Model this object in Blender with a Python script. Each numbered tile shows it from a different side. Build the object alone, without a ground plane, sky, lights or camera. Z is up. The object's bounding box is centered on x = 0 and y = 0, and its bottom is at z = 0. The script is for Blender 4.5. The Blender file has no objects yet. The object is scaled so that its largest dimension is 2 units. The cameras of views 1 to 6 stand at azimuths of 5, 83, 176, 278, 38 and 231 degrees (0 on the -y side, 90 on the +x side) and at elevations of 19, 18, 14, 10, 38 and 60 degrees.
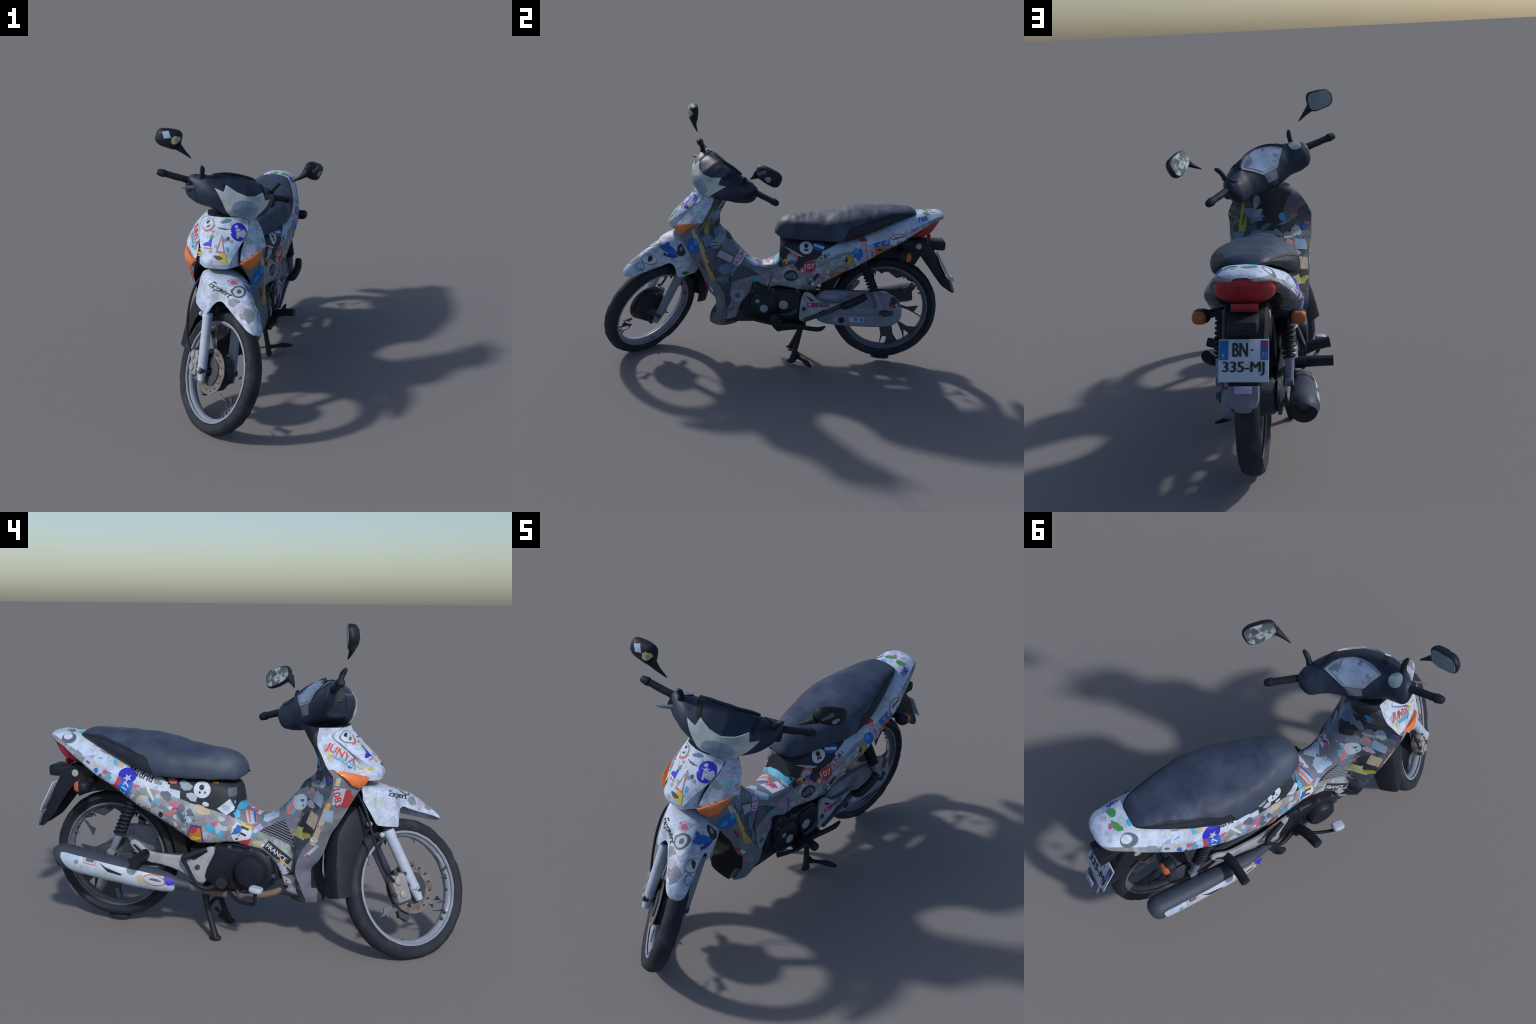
# A parked step-through moped covered in stickers, modelled part by part.
# Body frame: x = rider's left, y = towards the rear, z = up, y = 0 at the rear axle.
# Parts of the steering (fork, wheel, fender, bars) are built straight ahead and then
# turned about the steering axis by STEER.
import bpy, bmesh, math, random
from mathutils import Vector, Matrix, noise
from mathutils.bvhtree import BVHTree
from mathutils.geometry import tessellate_polygon

random.seed(11)
YAW = math.atan(0.1387); LEAN = -0.0218
STEER = 0.7655; RAKE = 0.4545; AX_Y, AX_Z = -1.3223, 0.264
ORIGIN = Vector((0.0965, 0.5989, 0.0))

lat0 = Vector((math.cos(YAW), -math.sin(YAW), 0)); back = Vector((math.sin(YAW), math.cos(YAW), 0)); up0 = Vector((0, 0, 1))
lat = lat0 * math.cos(LEAN) - up0 * math.sin(LEAN); upv = up0 * math.cos(LEAN) + lat0 * math.sin(LEAN)
BODY = Matrix.Translation(ORIGIN) @ Matrix((lat, back, upv)).transposed().to_4x4()
_axis = Vector((0, math.sin(RAKE), math.cos(RAKE))); _ap = Vector((0, AX_Y, AX_Z))
TURN = Matrix.Translation(_ap) @ Matrix.Rotation(STEER, 4, _axis) @ Matrix.Translation(-_ap)

root = bpy.data.objects.new("moped", None)
bpy.context.scene.collection.objects.link(root)
root.matrix_world = BODY
root["label"] = "step-through moped covered in stickers, bars turned left"
root["category"] = "moped"

# ---------------------------------------------------------------- materials
COOL = (.88, .96, 1.10)      # the whole machine has a cool cast
def mat(name, col, rough=0.5, metal=0.0, var=0.25, scale=30.0, bump=0.0, bscale=120.0, spec=0.5,
        alt=None, altscale=9.0, altlo=0.5, althi=0.62, coat=0.0, grime=0.0, collage=()):
    m = bpy.data.materials.new(name); m.use_nodes = True
    if "lens" not in name: col = [c * k for c, k in zip(col, COOL)]; alt = [c * k for c, k in zip(alt, COOL)] if alt else None
    nt = m.node_tree; n = nt.nodes; l = nt.links
    b = n["Principled BSDF"]
    b.inputs["Roughness"].default_value = .25 + .6 * rough; b.inputs["Metallic"].default_value = metal * .25
    b.inputs["Specular IOR Level"].default_value = spec * .55; b.inputs["Coat Weight"].default_value = coat * .3
    tc = n.new("ShaderNodeTexCoord")
    nz = n.new("ShaderNodeTexNoise"); nz.inputs["Scale"].default_value = scale; nz.inputs["Detail"].default_value = 6
    l.new(tc.outputs["Object"], nz.inputs["Vector"])
    mx = n.new("ShaderNodeMix"); mx.data_type = 'RGBA'
    mx.inputs[6].default_value = [c * (1 - var) for c in col] + [1]
    mx.inputs[7].default_value = [min(1, c * (1 + var)) for c in col] + [1]
    l.new(nz.outputs["Fac"], mx.inputs[0]); out = mx.outputs[2]
    if alt:
        n2 = n.new("ShaderNodeTexNoise"); n2.inputs["Scale"].default_value = altscale; n2.inputs["Detail"].default_value = 5
        l.new(tc.outputs["Object"], n2.inputs["Vector"])
        cr = n.new("ShaderNodeValToRGB"); cr.color_ramp.elements[0].position = altlo; cr.color_ramp.elements[1].position = althi
        l.new(n2.outputs["Fac"], cr.inputs[0])
        m2 = n.new("ShaderNodeMix"); m2.data_type = 'RGBA'; m2.inputs[7].default_value = list(alt) + [1]
        l.new(cr.outputs[0], m2.inputs[0]); l.new(out, m2.inputs[6]); out = m2.outputs[2]
    for cs, lo, amt in collage:      # patchwork of faded old stickers: blocky cells, some tinted
        mp = n.new("ShaderNodeMapping"); mp.inputs["Rotation"].default_value = (.5, .3 + cs * .01, .4)
        nw = n.new("ShaderNodeTexNoise"); nw.inputs["Scale"].default_value = cs * 1.5
        va = n.new("ShaderNodeVectorMath"); va.operation = 'MULTIPLY_ADD'; va.inputs[1].default_value = (.25 / cs,) * 3
        l.new(tc.outputs["Object"], nw.inputs["Vector"]); l.new(nw.outputs["Color"], va.inputs[0]); l.new(tc.outputs["Object"], va.inputs[2])
        l.new(va.outputs[0], mp.inputs["Vector"])
        vo = n.new("ShaderNodeTexVoronoi"); vo.distance = 'CHEBYCHEV'; vo.inputs["Scale"].default_value = cs
        l.new(mp.outputs[0], vo.inputs["Vector"])
        hs = n.new("ShaderNodeHueSaturation"); hs.inputs["Saturation"].default_value = 0.55; hs.inputs["Value"].default_value = 0.46
        l.new(vo.outputs["Color"], hs.inputs["Color"])
        sp = n.new("ShaderNodeTexWhiteNoise"); l.new(vo.outputs["Position"], sp.inputs["Vector"])
        gt = n.new("ShaderNodeMath"); gt.operation = 'GREATER_THAN'; gt.inputs[1].default_value = lo; l.new(sp.outputs["Value"], gt.inputs[0])
        mu = n.new("ShaderNodeMath"); mu.operation = 'MULTIPLY'; mu.inputs[1].default_value = amt; l.new(gt.outputs[0], mu.inputs[0])
        mc = n.new("ShaderNodeMix"); mc.data_type = 'RGBA'
        l.new(mu.outputs[0], mc.inputs[0]); l.new(out, mc.inputs[6]); l.new(hs.outputs[0], mc.inputs[7]); out = mc.outputs[2]
    if grime:
        n3 = n.new("ShaderNodeTexNoise"); n3.inputs["Scale"].default_value = 14; n3.inputs["Detail"].default_value = 8
        n3.inputs["Roughness"].default_value = 0.7
        l.new(tc.outputs["Object"], n3.inputs["Vector"])
        cr = n.new("ShaderNodeValToRGB"); cr.color_ramp.elements[0].position = 0.5; cr.color_ramp.elements[1].position = 0.72
        cr.color_ramp.elements[1].color = (grime, grime, grime, 1)
        l.new(n3.outputs["Fac"], cr.inputs[0])
        m3 = n.new("ShaderNodeMix"); m3.data_type = 'RGBA'; m3.inputs[7].default_value = (0.075, 0.08, 0.092, 1)
        l.new(cr.outputs[0], m3.inputs[0]); l.new(out, m3.inputs[6]); out = m3.outputs[2]
    l.new(out, b.inputs["Base Color"])
    if bump:
        nb = n.new("ShaderNodeTexNoise"); nb.inputs["Scale"].default_value = bscale; nb.inputs["Detail"].default_value = 4
        l.new(tc.outputs["Object"], nb.inputs["Vector"])
        bp = n.new("ShaderNodeBump"); bp.inputs["Strength"].default_value = bump; bp.inputs["Distance"].default_value = 0.004
        l.new(nb.outputs["Fac"], bp.inputs["Height"]); l.new(bp.outputs["Normal"], b.inputs["Normal"])
    return m

M_WHITE = mat("faded_white_paint", (.53, .60, .72), 0.42, var=0.12, scale=18, alt=(.40, .45, .54), altscale=7, altlo=0.5, althi=0.7, grime=0.25, collage=((26, .78, .26), (60, .78, .32), (110, .80, .2)))
M_GREY = mat("grey_body_paint", (.20, .218, .262), 0.5, var=0.25, scale=16, alt=(.42, .46, .54), altscale=13, altlo=0.52, althi=0.62, grime=0.5, collage=((22, .55, .45), (48, .62, .5), (95, .66, .32)))
M_RIB = mat("rib_plastic", (.17, .18, .21), 0.5, var=0.2)
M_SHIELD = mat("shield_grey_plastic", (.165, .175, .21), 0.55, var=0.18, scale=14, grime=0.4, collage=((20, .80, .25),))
M_INNER = mat("inner_shield_plastic", (.062, .068, .082), 0.6, var=0.3, scale=12, alt=(.14, .145, .16), altscale=6, altlo=0.52, althi=0.68, collage=((18, .76, .22), (40, .82, .28)))
M_DARK = mat("underseat_plastic", (.026, .030, .038), 0.55, var=0.3, scale=14)
M_BLACK = mat("black_plastic", (.012, .015, .022), 0.5, var=0.35, scale=22, bump=0.15)
M_BAR = mat("bar_cover_plastic", (.021, .030, .054), 0.42, var=0.3, scale=12, alt=(.040, .054, .085), altscale=8, altlo=0.55, althi=0.7)
M_WELL = mat("wheel_well_black", (0.018, 0.018, 0.02), 0.8, var=0.3)
M_SEAT = mat("seat_vinyl", (.044, .057, .090), 0.44, var=0.45, scale=13, alt=(.078, .096, .135), altscale=4.5, altlo=0.46, althi=0.70, bump=0.12, bscale=60, spec=0.4)
M_SEATSIDE = mat("seat_side_vinyl", (.020, .025, .036), 0.5, var=0.25, scale=12, bump=0.12, bscale=60)
M_TYRE = mat("tyre_rubber", (.020, .024, .032), 0.8, var=0.3, scale=25, bump=0.3, bscale=90, alt=(.042, .045, .052), altscale=11, altlo=0.55, althi=0.7)
M_RIM = mat("rim_chrome", (.27, .285, .32), .38, .35, var=0.2, scale=25)
M_RIMR = mat("dull_rim", (.13, .14, .158), 0.45, 0.3, var=0.3, scale=25)
M_ALLOY = mat("painted_alloy", (.46, .50, .57), 0.4, 0.2, var=0.15, scale=20, grime=0.3)
M_BRACKET = mat("bracket_alloy", (0.36, 0.36, 0.37), 0.5, 0.2, var=0.2, scale=25, grime=0.5)
M_CHAIN = mat("chain_case_paint", (.22, .24, .29), 0.5, 0.1, var=0.2, scale=18, grime=0.5)
M_ENGINE = mat("engine_black", (.012, .015, .023), 0.38, 0.1, var=0.35, scale=25)
M_METAL = mat("greasy_metal", (.055, .06, .07), 0.55, 0.4, var=0.4, scale=40, bump=0.3)
M_DISC = mat("rusty_disc", (.18, .168, .16), 0.5, 0.4, var=0.25, scale=40, alt=(.14, .09, .065), altscale=25, altlo=0.45, althi=0.62)
M_CALIPER = mat("caliper_bronze", (.30, .27, .25), 0.5, 0.3, var=0.35, scale=40, grime=0.6)
M_PIPE = mat("exhaust_pipe", (0.13, 0.12, 0.12), 0.5, 0.4, var=0.4, scale=30, alt=(0.2, 0.13, 0.1), altscale=14)
M_MUFFLER = mat("muffler_dark", (.05, .06, .08), 0.5, 0.3, var=0.25, scale=14)
M_HEAT = mat("heat_shield_chrome", (.54, .58, .64), 0.3, 0.5, var=0.25, scale=12, grime=0.5)
M_AMBER = mat("amber_lens", (0.62, 0.17, 0.05), 0.3, var=0.3, scale=45, coat=0.4)
M_AMBER2 = mat("rear_amber_lens", (.40, .11, .045), 0.35, var=0.3, scale=45, coat=0.4)
M_RED = mat("red_lens", (0.36, 0.025, 0.04), 0.3, var=0.35, scale=30, coat=0.4)
M_LENS = mat("headlight_lens", (0.36, 0.44, 0.48), 0.2, var=0.35, scale=14, alt=(0.62, 0.64, 0.62), altscale=8, altlo=0.5, althi=0.7, coat=0.5)
M_BULB = mat("headlight_bowl", (.25, .32, .39), 0.2, var=0.5, scale=22, coat=0.5)
M_METER = mat("meter_glass", (0.30, 0.37, 0.50), 0.15, var=0.4, scale=22, alt=(0.14, 0.17, 0.24), altscale=16, altlo=0.55, althi=0.58, coat=0.6)
M_METERRIM = mat("meter_rim", (0.27, 0.33, 0.36), 0.4, var=0.25)
M_CAP = mat("reservoir_cap", (0.27, 0.32, 0.34), 0.4, var=0.3)
M_MIRROR = mat("mirror_glass", (0.24, 0.27, 0.28), 0.12, 0.5, var=0.35, scale=14)
M_MIRROR2 = mat("mirror_glass_reflection", (0.10, 0.12, 0.11), 0.15, 0.3, var=0.6, scale=25, alt=(0.42, 0.46, 0.46), altscale=30, altlo=0.52, althi=0.6)  # leaves reflected in the mirror, painted into the glass colour
M_GRIP = mat("grip_rubber", (.013, .016, .025), 0.7, var=0.3, bump=0.4, bscale=160)
M_PLATE = mat("plate_white", (0.50, 0.54, 0.60), 0.45, var=0.08)

_cols = {}
def flat(name, col, rough=0.45, var=0.14):
    if name not in _cols:
        _cols[name] = mat("sticker_" + name, [c * .9 for c in col], rough, var=var, scale=60, grime=.45)
    return _cols[name]

# ---------------------------------------------------------------- helpers
def add(name, mesh, material, turned=False, parent=None):
    ob = bpy.data.objects.new(name, mesh)
    bpy.context.scene.collection.objects.link(ob)
    if material is not None: mesh.materials.append(material)
    ob.parent = parent or root
    if turned and parent is None: ob.matrix_local = TURN
    return ob

def mk(name, V, F, material, turned=False, angle=40, jit=0.0, jscale=18.0, parent=None, fixn=True):
    if jit:
        W = []
        for v in V:
            v = Vector(v); q = v * jscale
            W.append(v + jit * Vector((noise.noise(q), noise.noise(q + Vector((7.1, 3, 5))), noise.noise(q + Vector((1, 9.4, 2))))))
        V = W
    me = bpy.data.meshes.new(name)
    me.from_pydata([tuple(v) for v in V], [], F)
    bm = bmesh.new(); bm.from_mesh(me)
    bmesh.ops.remove_doubles(bm, verts=bm.verts, dist=1e-6)
    if fixn: bmesh.ops.recalc_face_normals(bm, faces=bm.faces)
    bm.to_mesh(me); bm.free()
    me.polygons.foreach_set("use_smooth", [True] * len(me.polygons))
    me.set_sharp_from_angle(angle=math.radians(angle))
    return add(name, me, material, turned, parent)

def pchip(tab, x):
    """smooth monotone interpolation in a table [(x, v), ...] (v float or tuple)"""
    if isinstance(tab[0][1], (tuple, list)):
        return tuple(pchip([(t[0], t[1][k]) for t in tab], x) for k in range(len(tab[0][1])))
    t = sorted(tab); xs = [a[0] for a in t]; ys = [a[1] for a in t]
    if x <= xs[0]: return ys[0]
    if x >= xs[-1]: return ys[-1]
    i = max(k for k in range(len(xs) - 1) if xs[k] <= x)
    def dl(k): return (ys[k + 1] - ys[k]) / (xs[k + 1] - xs[k])
    def slope(k):
        if k == 0: return dl(0)
        if k == len(xs) - 1: return dl(k - 1)
        a, b = dl(k - 1), dl(k)
        return 0 if a * b <= 0 else 2 * a * b / (a + b)
    h = xs[i + 1] - xs[i]; s = (x - xs[i]) / h
    return (ys[i] * (2 * s**3 - 3 * s**2 + 1) + h * slope(i) * (s**3 - 2 * s**2 + s)
            + ys[i + 1] * (-2 * s**3 + 3 * s**2) + h * slope(i + 1) * (s**3 - s**2))

def chaikin(P, n=2, closed=False):
    for _ in range(n):
        Q = []
        m = len(P)
        if not closed: Q.append(P[0])
        for i in range(m if closed else m - 1):
            a, b = P[i], P[(i + 1) % m]
            Q.append(tuple(0.75 * x + 0.25 * y for x, y in zip(a, b)))
            Q.append(tuple(0.25 * x + 0.75 * y for x, y in zip(a, b)))
        if not closed:
            Q.append(P[-1]); Q.pop(1); Q.pop(-2)
        P = Q
    return P

def frange(a, b, n): return [a + (b - a) * i / (n - 1) for i in range(n)]

def grid_faces(r, c, closed_c=False):
    F = []
    for i in range(r - 1):
        for j in range(c if closed_c else c - 1):
            k = (j + 1) % c
            F.append((i * c + j, i * c + k, (i + 1) * c + k, (i + 1) * c + j))
    return F

def loft(name, secs, material, closed=True, caps=True, **kw):
    c = len(secs[0]); V = [v for s in secs for v in s]
    F = grid_faces(len(secs), c, closed)
    if caps and closed:
        F.append(tuple(range(c - 1, -1, -1))); n = (len(secs) - 1) * c; F.append(tuple(range(n, n + c)))
    return mk(name, V, F, material, **kw)

def resample(P, n):
    """Catmull-Rom resampling of a 3D path (list of Vectors)"""
    P = [Vector(p) for p in P]; out = []
    m = len(P) - 1
    for i in range(n):
        t = i / (n - 1) * m; k = min(int(t), m - 1); s = t - k
        p0 = P[max(k - 1, 0)]; p1 = P[k]; p2 = P[k + 1]; p3 = P[min(k + 2, m)]
        out.append(0.5 * ((2 * p1) + (p2 - p0) * s + (2 * p0 - 5 * p1 + 4 * p2 - p3) * s * s + (3 * p1 - p0 - 3 * p2 + p3) * s**3))
    return out

def tube(name, path, rad, material, n=16, seg=None, smooth=True, flat_ratio=1.0, **kw):
    """swept round tube; rad is a number or one radius per control point"""
    k = len(path); seg = seg or max(2, (k - 1) * 6 + 1)
    rads = rad if isinstance(rad, (list, tuple)) else [rad] * k
    P = resample(path, seg) if (smooth and k > 2) else [Vector(path[0]).lerp(Vector(path[-1]), i / (seg - 1)) for i in range(seg)] if k == 2 else [Vector(p) for p in path]
    if not smooth and k > 2: seg = k
    R = [pchip([(i, r) for i, r in enumerate(rads)], j / (seg - 1) * (k - 1)) for j in range(seg)]
    secs = []; prev = None
    for i, p in enumerate(P):
        t = (P[min(i + 1, seg - 1)] - P[max(i - 1, 0)]).normalized()
        a = prev - t * prev.dot(t) if prev else t.orthogonal()
        if a.length < 1e-6: a = t.orthogonal()
        a.normalize(); prev = a; b = t.cross(a)
        secs.append([p + R[i] * (math.cos(q) * a + flat_ratio * math.sin(q) * b) for q in [2 * math.pi * j / n for j in range(n)]])
    return loft(name, secs, material, **kw)

def lathe(name, prof, centre, axis, material, n=48, closed=False, **kw):
    """prof: [(offset along axis, radius), ...]"""
    ax = Vector(axis).normalized(); a = ax.orthogonal().normalized(); b = ax.cross(a); c = Vector(centre)
    V = []; m = len(prof)
    for i in range(n):
        q = 2 * math.pi * i / n; d = math.cos(q) * a + math.sin(q) * b
        V += [c + ax * o + d * r for o, r in prof]
    F = []
    for i in range(n):
        k = (i + 1) % n
        for j in range(m if closed else m - 1):
            j2 = (j + 1) % m
            F.append((i * m + j, i * m + j2, k * m + j2, k * m + j))
    if not closed:
        if prof[0][1] > 1e-5: F.append(tuple(i * m for i in range(n)))
        if prof[-1][1] > 1e-5: F.append(tuple(i * m + m - 1 for i in reversed(range(n))))
    return mk(name, V, F, material, **kw)

def prism(name, poly, x0, x1, material, bevel=0.006, seg=3, round_=1, **kw):
    """side-view outline [(y, z), ...] given thickness from x0 to x1, rounded edges"""
    if round_: poly = chaikin(poly, round_, True)
    me = bpy.data.meshes.new(name); bm = bmesh.new()
    vs = [bm.verts.new((x0, y, z)) for y, z in poly]
    f = bm.faces.new(vs)
    r = bmesh.ops.extrude_face_region(bm, geom=[f])
    bmesh.ops.translate(bm, verts=[e for e in r["geom"] if isinstance(e, bmesh.types.BMVert)], vec=(x1 - x0, 0, 0))
    bmesh.ops.recalc_face_normals(bm, faces=bm.faces)
    if bevel:
        es = [e for e in bm.edges if len(e.link_faces) == 2 and e.calc_face_angle() > 0.9]
        bmesh.ops.bevel(bm, geom=es, offset=bevel, segments=seg, affect='EDGES', profile=0.5, clamp_overlap=True)
    bm.to_mesh(me); bm.free()
    me.polygons.foreach_set("use_smooth", [True] * len(me.polygons)); me.set_sharp_from_angle(angle=math.radians(40))
    return add(name, me, material, **kw)

def box(name, c, size, material, bevel=0.004, rot=None, **kw):
    me = bpy.data.meshes.new(name); bm = bmesh.new()
    bmesh.ops.create_cube(bm, size=1.0)
    bmesh.ops.scale(bm, vec=size, verts=bm.verts)
    if bevel: bmesh.ops.bevel(bm, geom=bm.edges[:], offset=bevel, segments=2, affect='EDGES', profile=0.5)
    if rot: bmesh.ops.rotate(bm, verts=bm.verts, matrix=Matrix.Rotation(rot[0], 3, rot[1]))
    bmesh.ops.translate(bm, verts=bm.verts, vec=c)
    bm.to_mesh(me); bm.free()
    me.polygons.foreach_set("use_smooth", [True] * len(me.polygons)); me.set_sharp_from_angle(angle=math.radians(35))
    return add(name, me, material, **kw)

def blob(name, c, r, material, nu=24, nv=14, power=2.0, rot=None, **kw):
    """superellipsoid"""
    V = []; F = []
    def sp(a, p): return math.copysign(abs(a) ** (2 / p), a)
    Rm = rot.to_3x3() if rot else Matrix.Identity(3)
    for i in range(nv + 1):
        t = -math.pi / 2 + math.pi * i / nv
        for j in range(nu):
            q = 2 * math.pi * j / nu
            V.append(Vector(c) + Rm @ Vector((r[0] * sp(math.cos(t), power) * sp(math.cos(q), power), r[1] * sp(math.cos(t), power) * sp(math.sin(q), power), r[2] * sp(math.sin(t), power))))
    return mk(name, V, grid_faces(nv + 1, nu, True), material, **kw)

SURF = {}
def keep_surface(key, obs):
    V = []; F = []
    for o in obs:
        b = len(V); V += [v.co.copy() for v in o.data.vertices]; F += [tuple(b + i for i in p.vertices) for p in o.data.polygons]
    SURF[key] = BVHTree.FromPolygons(V, F)

def split_grid(V, c, rows, picker, names, turned=False, angle=35, thick=0.0, extra=None):
    """cut one grid into named parts: picker(i, j, centre) -> key"""
    groups = {}
    for i in range(rows - 1):
        for j in range(c - 1):
            ids = (i * c + j, i * c + j + 1, (i + 1) * c + j + 1, (i + 1) * c + j)
            ce = sum((V[k] for k in ids), Vector()) / 4
            groups.setdefault(picker(i, j, ce), []).append(ids)
    out = {}
    for key, fs in groups.items():
        if key is None: continue
        used = sorted({k for f in fs for k in f}); idx = {k: n for n, k in enumerate(used)}
        nm, m = names[key]
        out[key] = mk(nm, [V[k] for k in used], [tuple(idx[k] for k in f) for f in fs], m, turned, angle, fixn=False)
    return out

# ---------------------------------------------------------------- rear body
# half section at a station y: top centre, top edge, crease, widest, lower edge, inner return
REAR = [
 (0.299, (0.000, 0.898, 0.020, 0.898, 0.030, 0.894, 0.033, 0.889, 0.030, 0.884, 0.000, 0.885)),
 (0.288, (0.000, 0.909, 0.040, 0.907, 0.062, 0.898, 0.066, 0.890, 0.062, 0.882, 0.030, 0.884)),
 (0.260, (0.000, 0.916, 0.055, 0.914, 0.086, 0.898, 0.092, 0.884, 0.088, 0.872, 0.050, 0.876)),
 (0.215, (0.000, 0.914, 0.064, 0.911, 0.102, 0.880, 0.110, 0.862, 0.101, 0.860, 0.060, 0.865)),
 (0.150, (0.000, 0.908, 0.082, 0.902, 0.124, 0.852, 0.134, 0.828, 0.125, 0.820, 0.080, 0.828)),
 (0.050, (0.000, 0.876, 0.112, 0.868, 0.151, 0.802, 0.162, 0.770, 0.145, 0.754, 0.090, 0.762)),
 (-.070, (0.000, 0.832, 0.138, 0.826, 0.172, 0.754, 0.184, 0.720, 0.161, 0.684, 0.100, 0.696)),
 (-.170, (0.000, 0.790, 0.152, 0.784, 0.178, 0.714, 0.188, 0.676, 0.163, 0.614, 0.100, 0.632)),
 (-.270, (0.000, 0.752, 0.143, 0.745, 0.165, 0.692, 0.183, 0.642, 0.155, 0.556, 0.100, 0.576)),
 (-.370, (0.000, 0.744, 0.134, 0.738, 0.150, 0.660, 0.166, 0.600, 0.143, 0.490, 0.090, 0.516)),
 (-.450, (0.000, 0.742, 0.121, 0.736, 0.131, 0.628, 0.148, 0.572, 0.131, 0.440, 0.080, 0.476)),
 (-.530, (0.000, 0.740, 0.110, 0.730, 0.116, 0.604, 0.133, 0.536, 0.119, 0.448, 0.080, 0.478)),
 (-.585, (0.000, 0.733, 0.092, 0.710, 0.108, 0.586, 0.123, 0.518, 0.112, 0.460, 0.080, 0.488)),
 (-.612, (0.000, 0.730, 0.055, 0.695, 0.102, 0.576, 0.116, 0.510, 0.107, 0.460, 0.080, 0.488)),
]
FORE = [
 (-.585, (0, .668, .078, .652, .108, .590, .123, .520, .112, .460, .08, .490)),
 (-.612, (0, .630, .074, .618, .101, .578, .116, .510, .106, .460, .08, .490)),
 (-.650, (0, .602, .070, .592, .095, .560, .110, .500, .101, .450, .08, .470)),
 (-.711, (0, .583, .068, .572, .088, .534, .106, .482, .099, .436, .08, .450)),
 (-.767, (0, .595, .066, .584, .090, .514, .107, .460, .101, .410, .08, .420)),
 (-.813, (0, .630, .070, .622, .096, .500, .113, .440, .108, .363, .07, .36)),
 (-.853, (0, .674, .076, .660, .104, .486, .116, .420, .111, .254, .07, .25)),
 (-.900, (0, .724, .084, .702, .112, .478, .120, .410, .113, .246, .07, .24)),
 (-.952, (0, .784, .095, .750, .122, .500, .125, .415, .114, .246, .07, .24)),
]
def half(v):
    P = [(v[2 * k] * (1.055 if k == 3 else 1.03 if k == 4 else 1), v[2 * k + 1]) for k in range(6)]
    return chaikin(P[:3], 3) + chaikin(P[2:], 3)[1:]
def sway(y): return -.001 * pchip([(-.64, 0), (-.56, .25), (-.45, .9), (-.3, 1), (-.05, 1), (.15, .6), (.30, .25)], y)
def full_loft(tab, ys):
    V = []; c = 0
    for y in ys:
        h = half(pchip(tab, y))
        s = [(-a, b) for a, b in reversed(h)] + h[1:]
        c = len(s)
        for a, b in s:
            p = Vector((a + (sway(y) if tab is REAR else 0), y, b)); q = p * 14
            V.append(p + 0.0022 * Vector((noise.noise(q), 0, noise.noise(q + Vector((5, 1, 2))))))
    return V, c
ys = [0.299, 0.296, 0.291, 0.284] + frange(0.275, -0.612, 76)
V, c = full_loft(REAR, ys)
nh = (c + 1) // 2; NCR = len(chaikin([(0, 0)] * 3, 3)) - 1
def pick_rear(i, j, ce):
    k = abs(j + 0.5 - (nh - 1))
    if k > NCR: return "side"
    if ce.y > -.262 or ce.z < 0.752 - (-.27 - ce.y) * .73: return "tail"
    return "panel"
rear = split_grid(V, c, len(ys), pick_rear, {"side": ("side_cover", M_GREY), "tail": ("tail_cowl", M_WHITE), "panel": ("underseat_panel", M_DARK)})
mk("underseat_front", V[-c:], [tuple(range(c))], M_DARK)
ys2 = frange(-.585, -.952, 44)
V, c = full_loft(FORE, ys2)
def pick_fore(i, j, ce):
    k = abs(j + 0.5 - (nh - 1))
    return "low" if k > NCR else "tunnel"
fore = split_grid(V, c, len(ys2), pick_fore, {"low": ("lower_fairing", M_GREY), "tunnel": ("centre_tunnel", M_SHIELD)})
body_obs = list(rear.values()) + list(fore.values())

# ---------------------------------------------------------------- seat
SEAT_TOP = [(.152, .898), (.140, .911), (.124, .922), (.086, .932), (-.011, .931), (-.118, .927), (-.216, .917), (-.300, .900), (-.369, .886),
            (-.492, .870), (-.544, .863), (-.586, .852), (-.615, .834), (-.634, .802), (-.645, .770)]
SEAT_BOT = [(.152, .890), (.10, .890), (.071, .883), (0, .858), (-.045, .838), (-.122, .806), (-.217, .767), (-.266, .754), (-.416, .746), (-.556, .740), (-.61, .741), (-.645, .757)]
SEAT_W = [(.152, .030), (.140, .055), (.12, .076), (.09, .094), (0, .130), (-.08, .154), (-.2, .177), (-.3, .176), (-.4, .155), (-.5, .124), (-.58, .096), (-.615, .076), (-.635, .052), (-.645, .030)]
ys = [.152, .148, .143] + frange(.136, -.625, 170) + [-.632, -.640, -.645]
V = []; c = 0
for y in ys:
    zt, zb, w = pchip(SEAT_TOP, y), pchip(SEAT_BOT, y), pchip(SEAT_W, y)
    hgt = max(zt - zb, .01)
    crown = min(.066, hgt * .55)
    lip = pchip([(-.65, .3), (-.3, .35), (.0, .5), (.158, .5)], y)
    h = [(0, zt), (.45 * w, zt - .10 * crown), (.80 * w, zt - .45 * crown), (.97 * w, zt - 1.05 * crown), (w, zb + lip * hgt * .6), (.97 * w, zb + .006), (.90 * w, zb), (.3 * w, zb + .01), (0, zb + .01)]
    h = chaikin(h, 4)
    s = [(-a, b) for a, b in reversed(h)] + h[1:]; c = len(s)
    for a, b in s:
        p = Vector((a + sway(y), y, b)); q = p * 11
        fold = .003 * abs(noise.noise(Vector((a * 6, y * 20, b * 8)))) + .0012 * noise.noise(q * 2.4)
        V.append(p + Vector((0.004 * noise.noise(q), 0, 0.0045 * noise.noise(q + Vector((3, 8, 1))) - fold + .0015)))
nh2 = (c + 1) // 2
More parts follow.
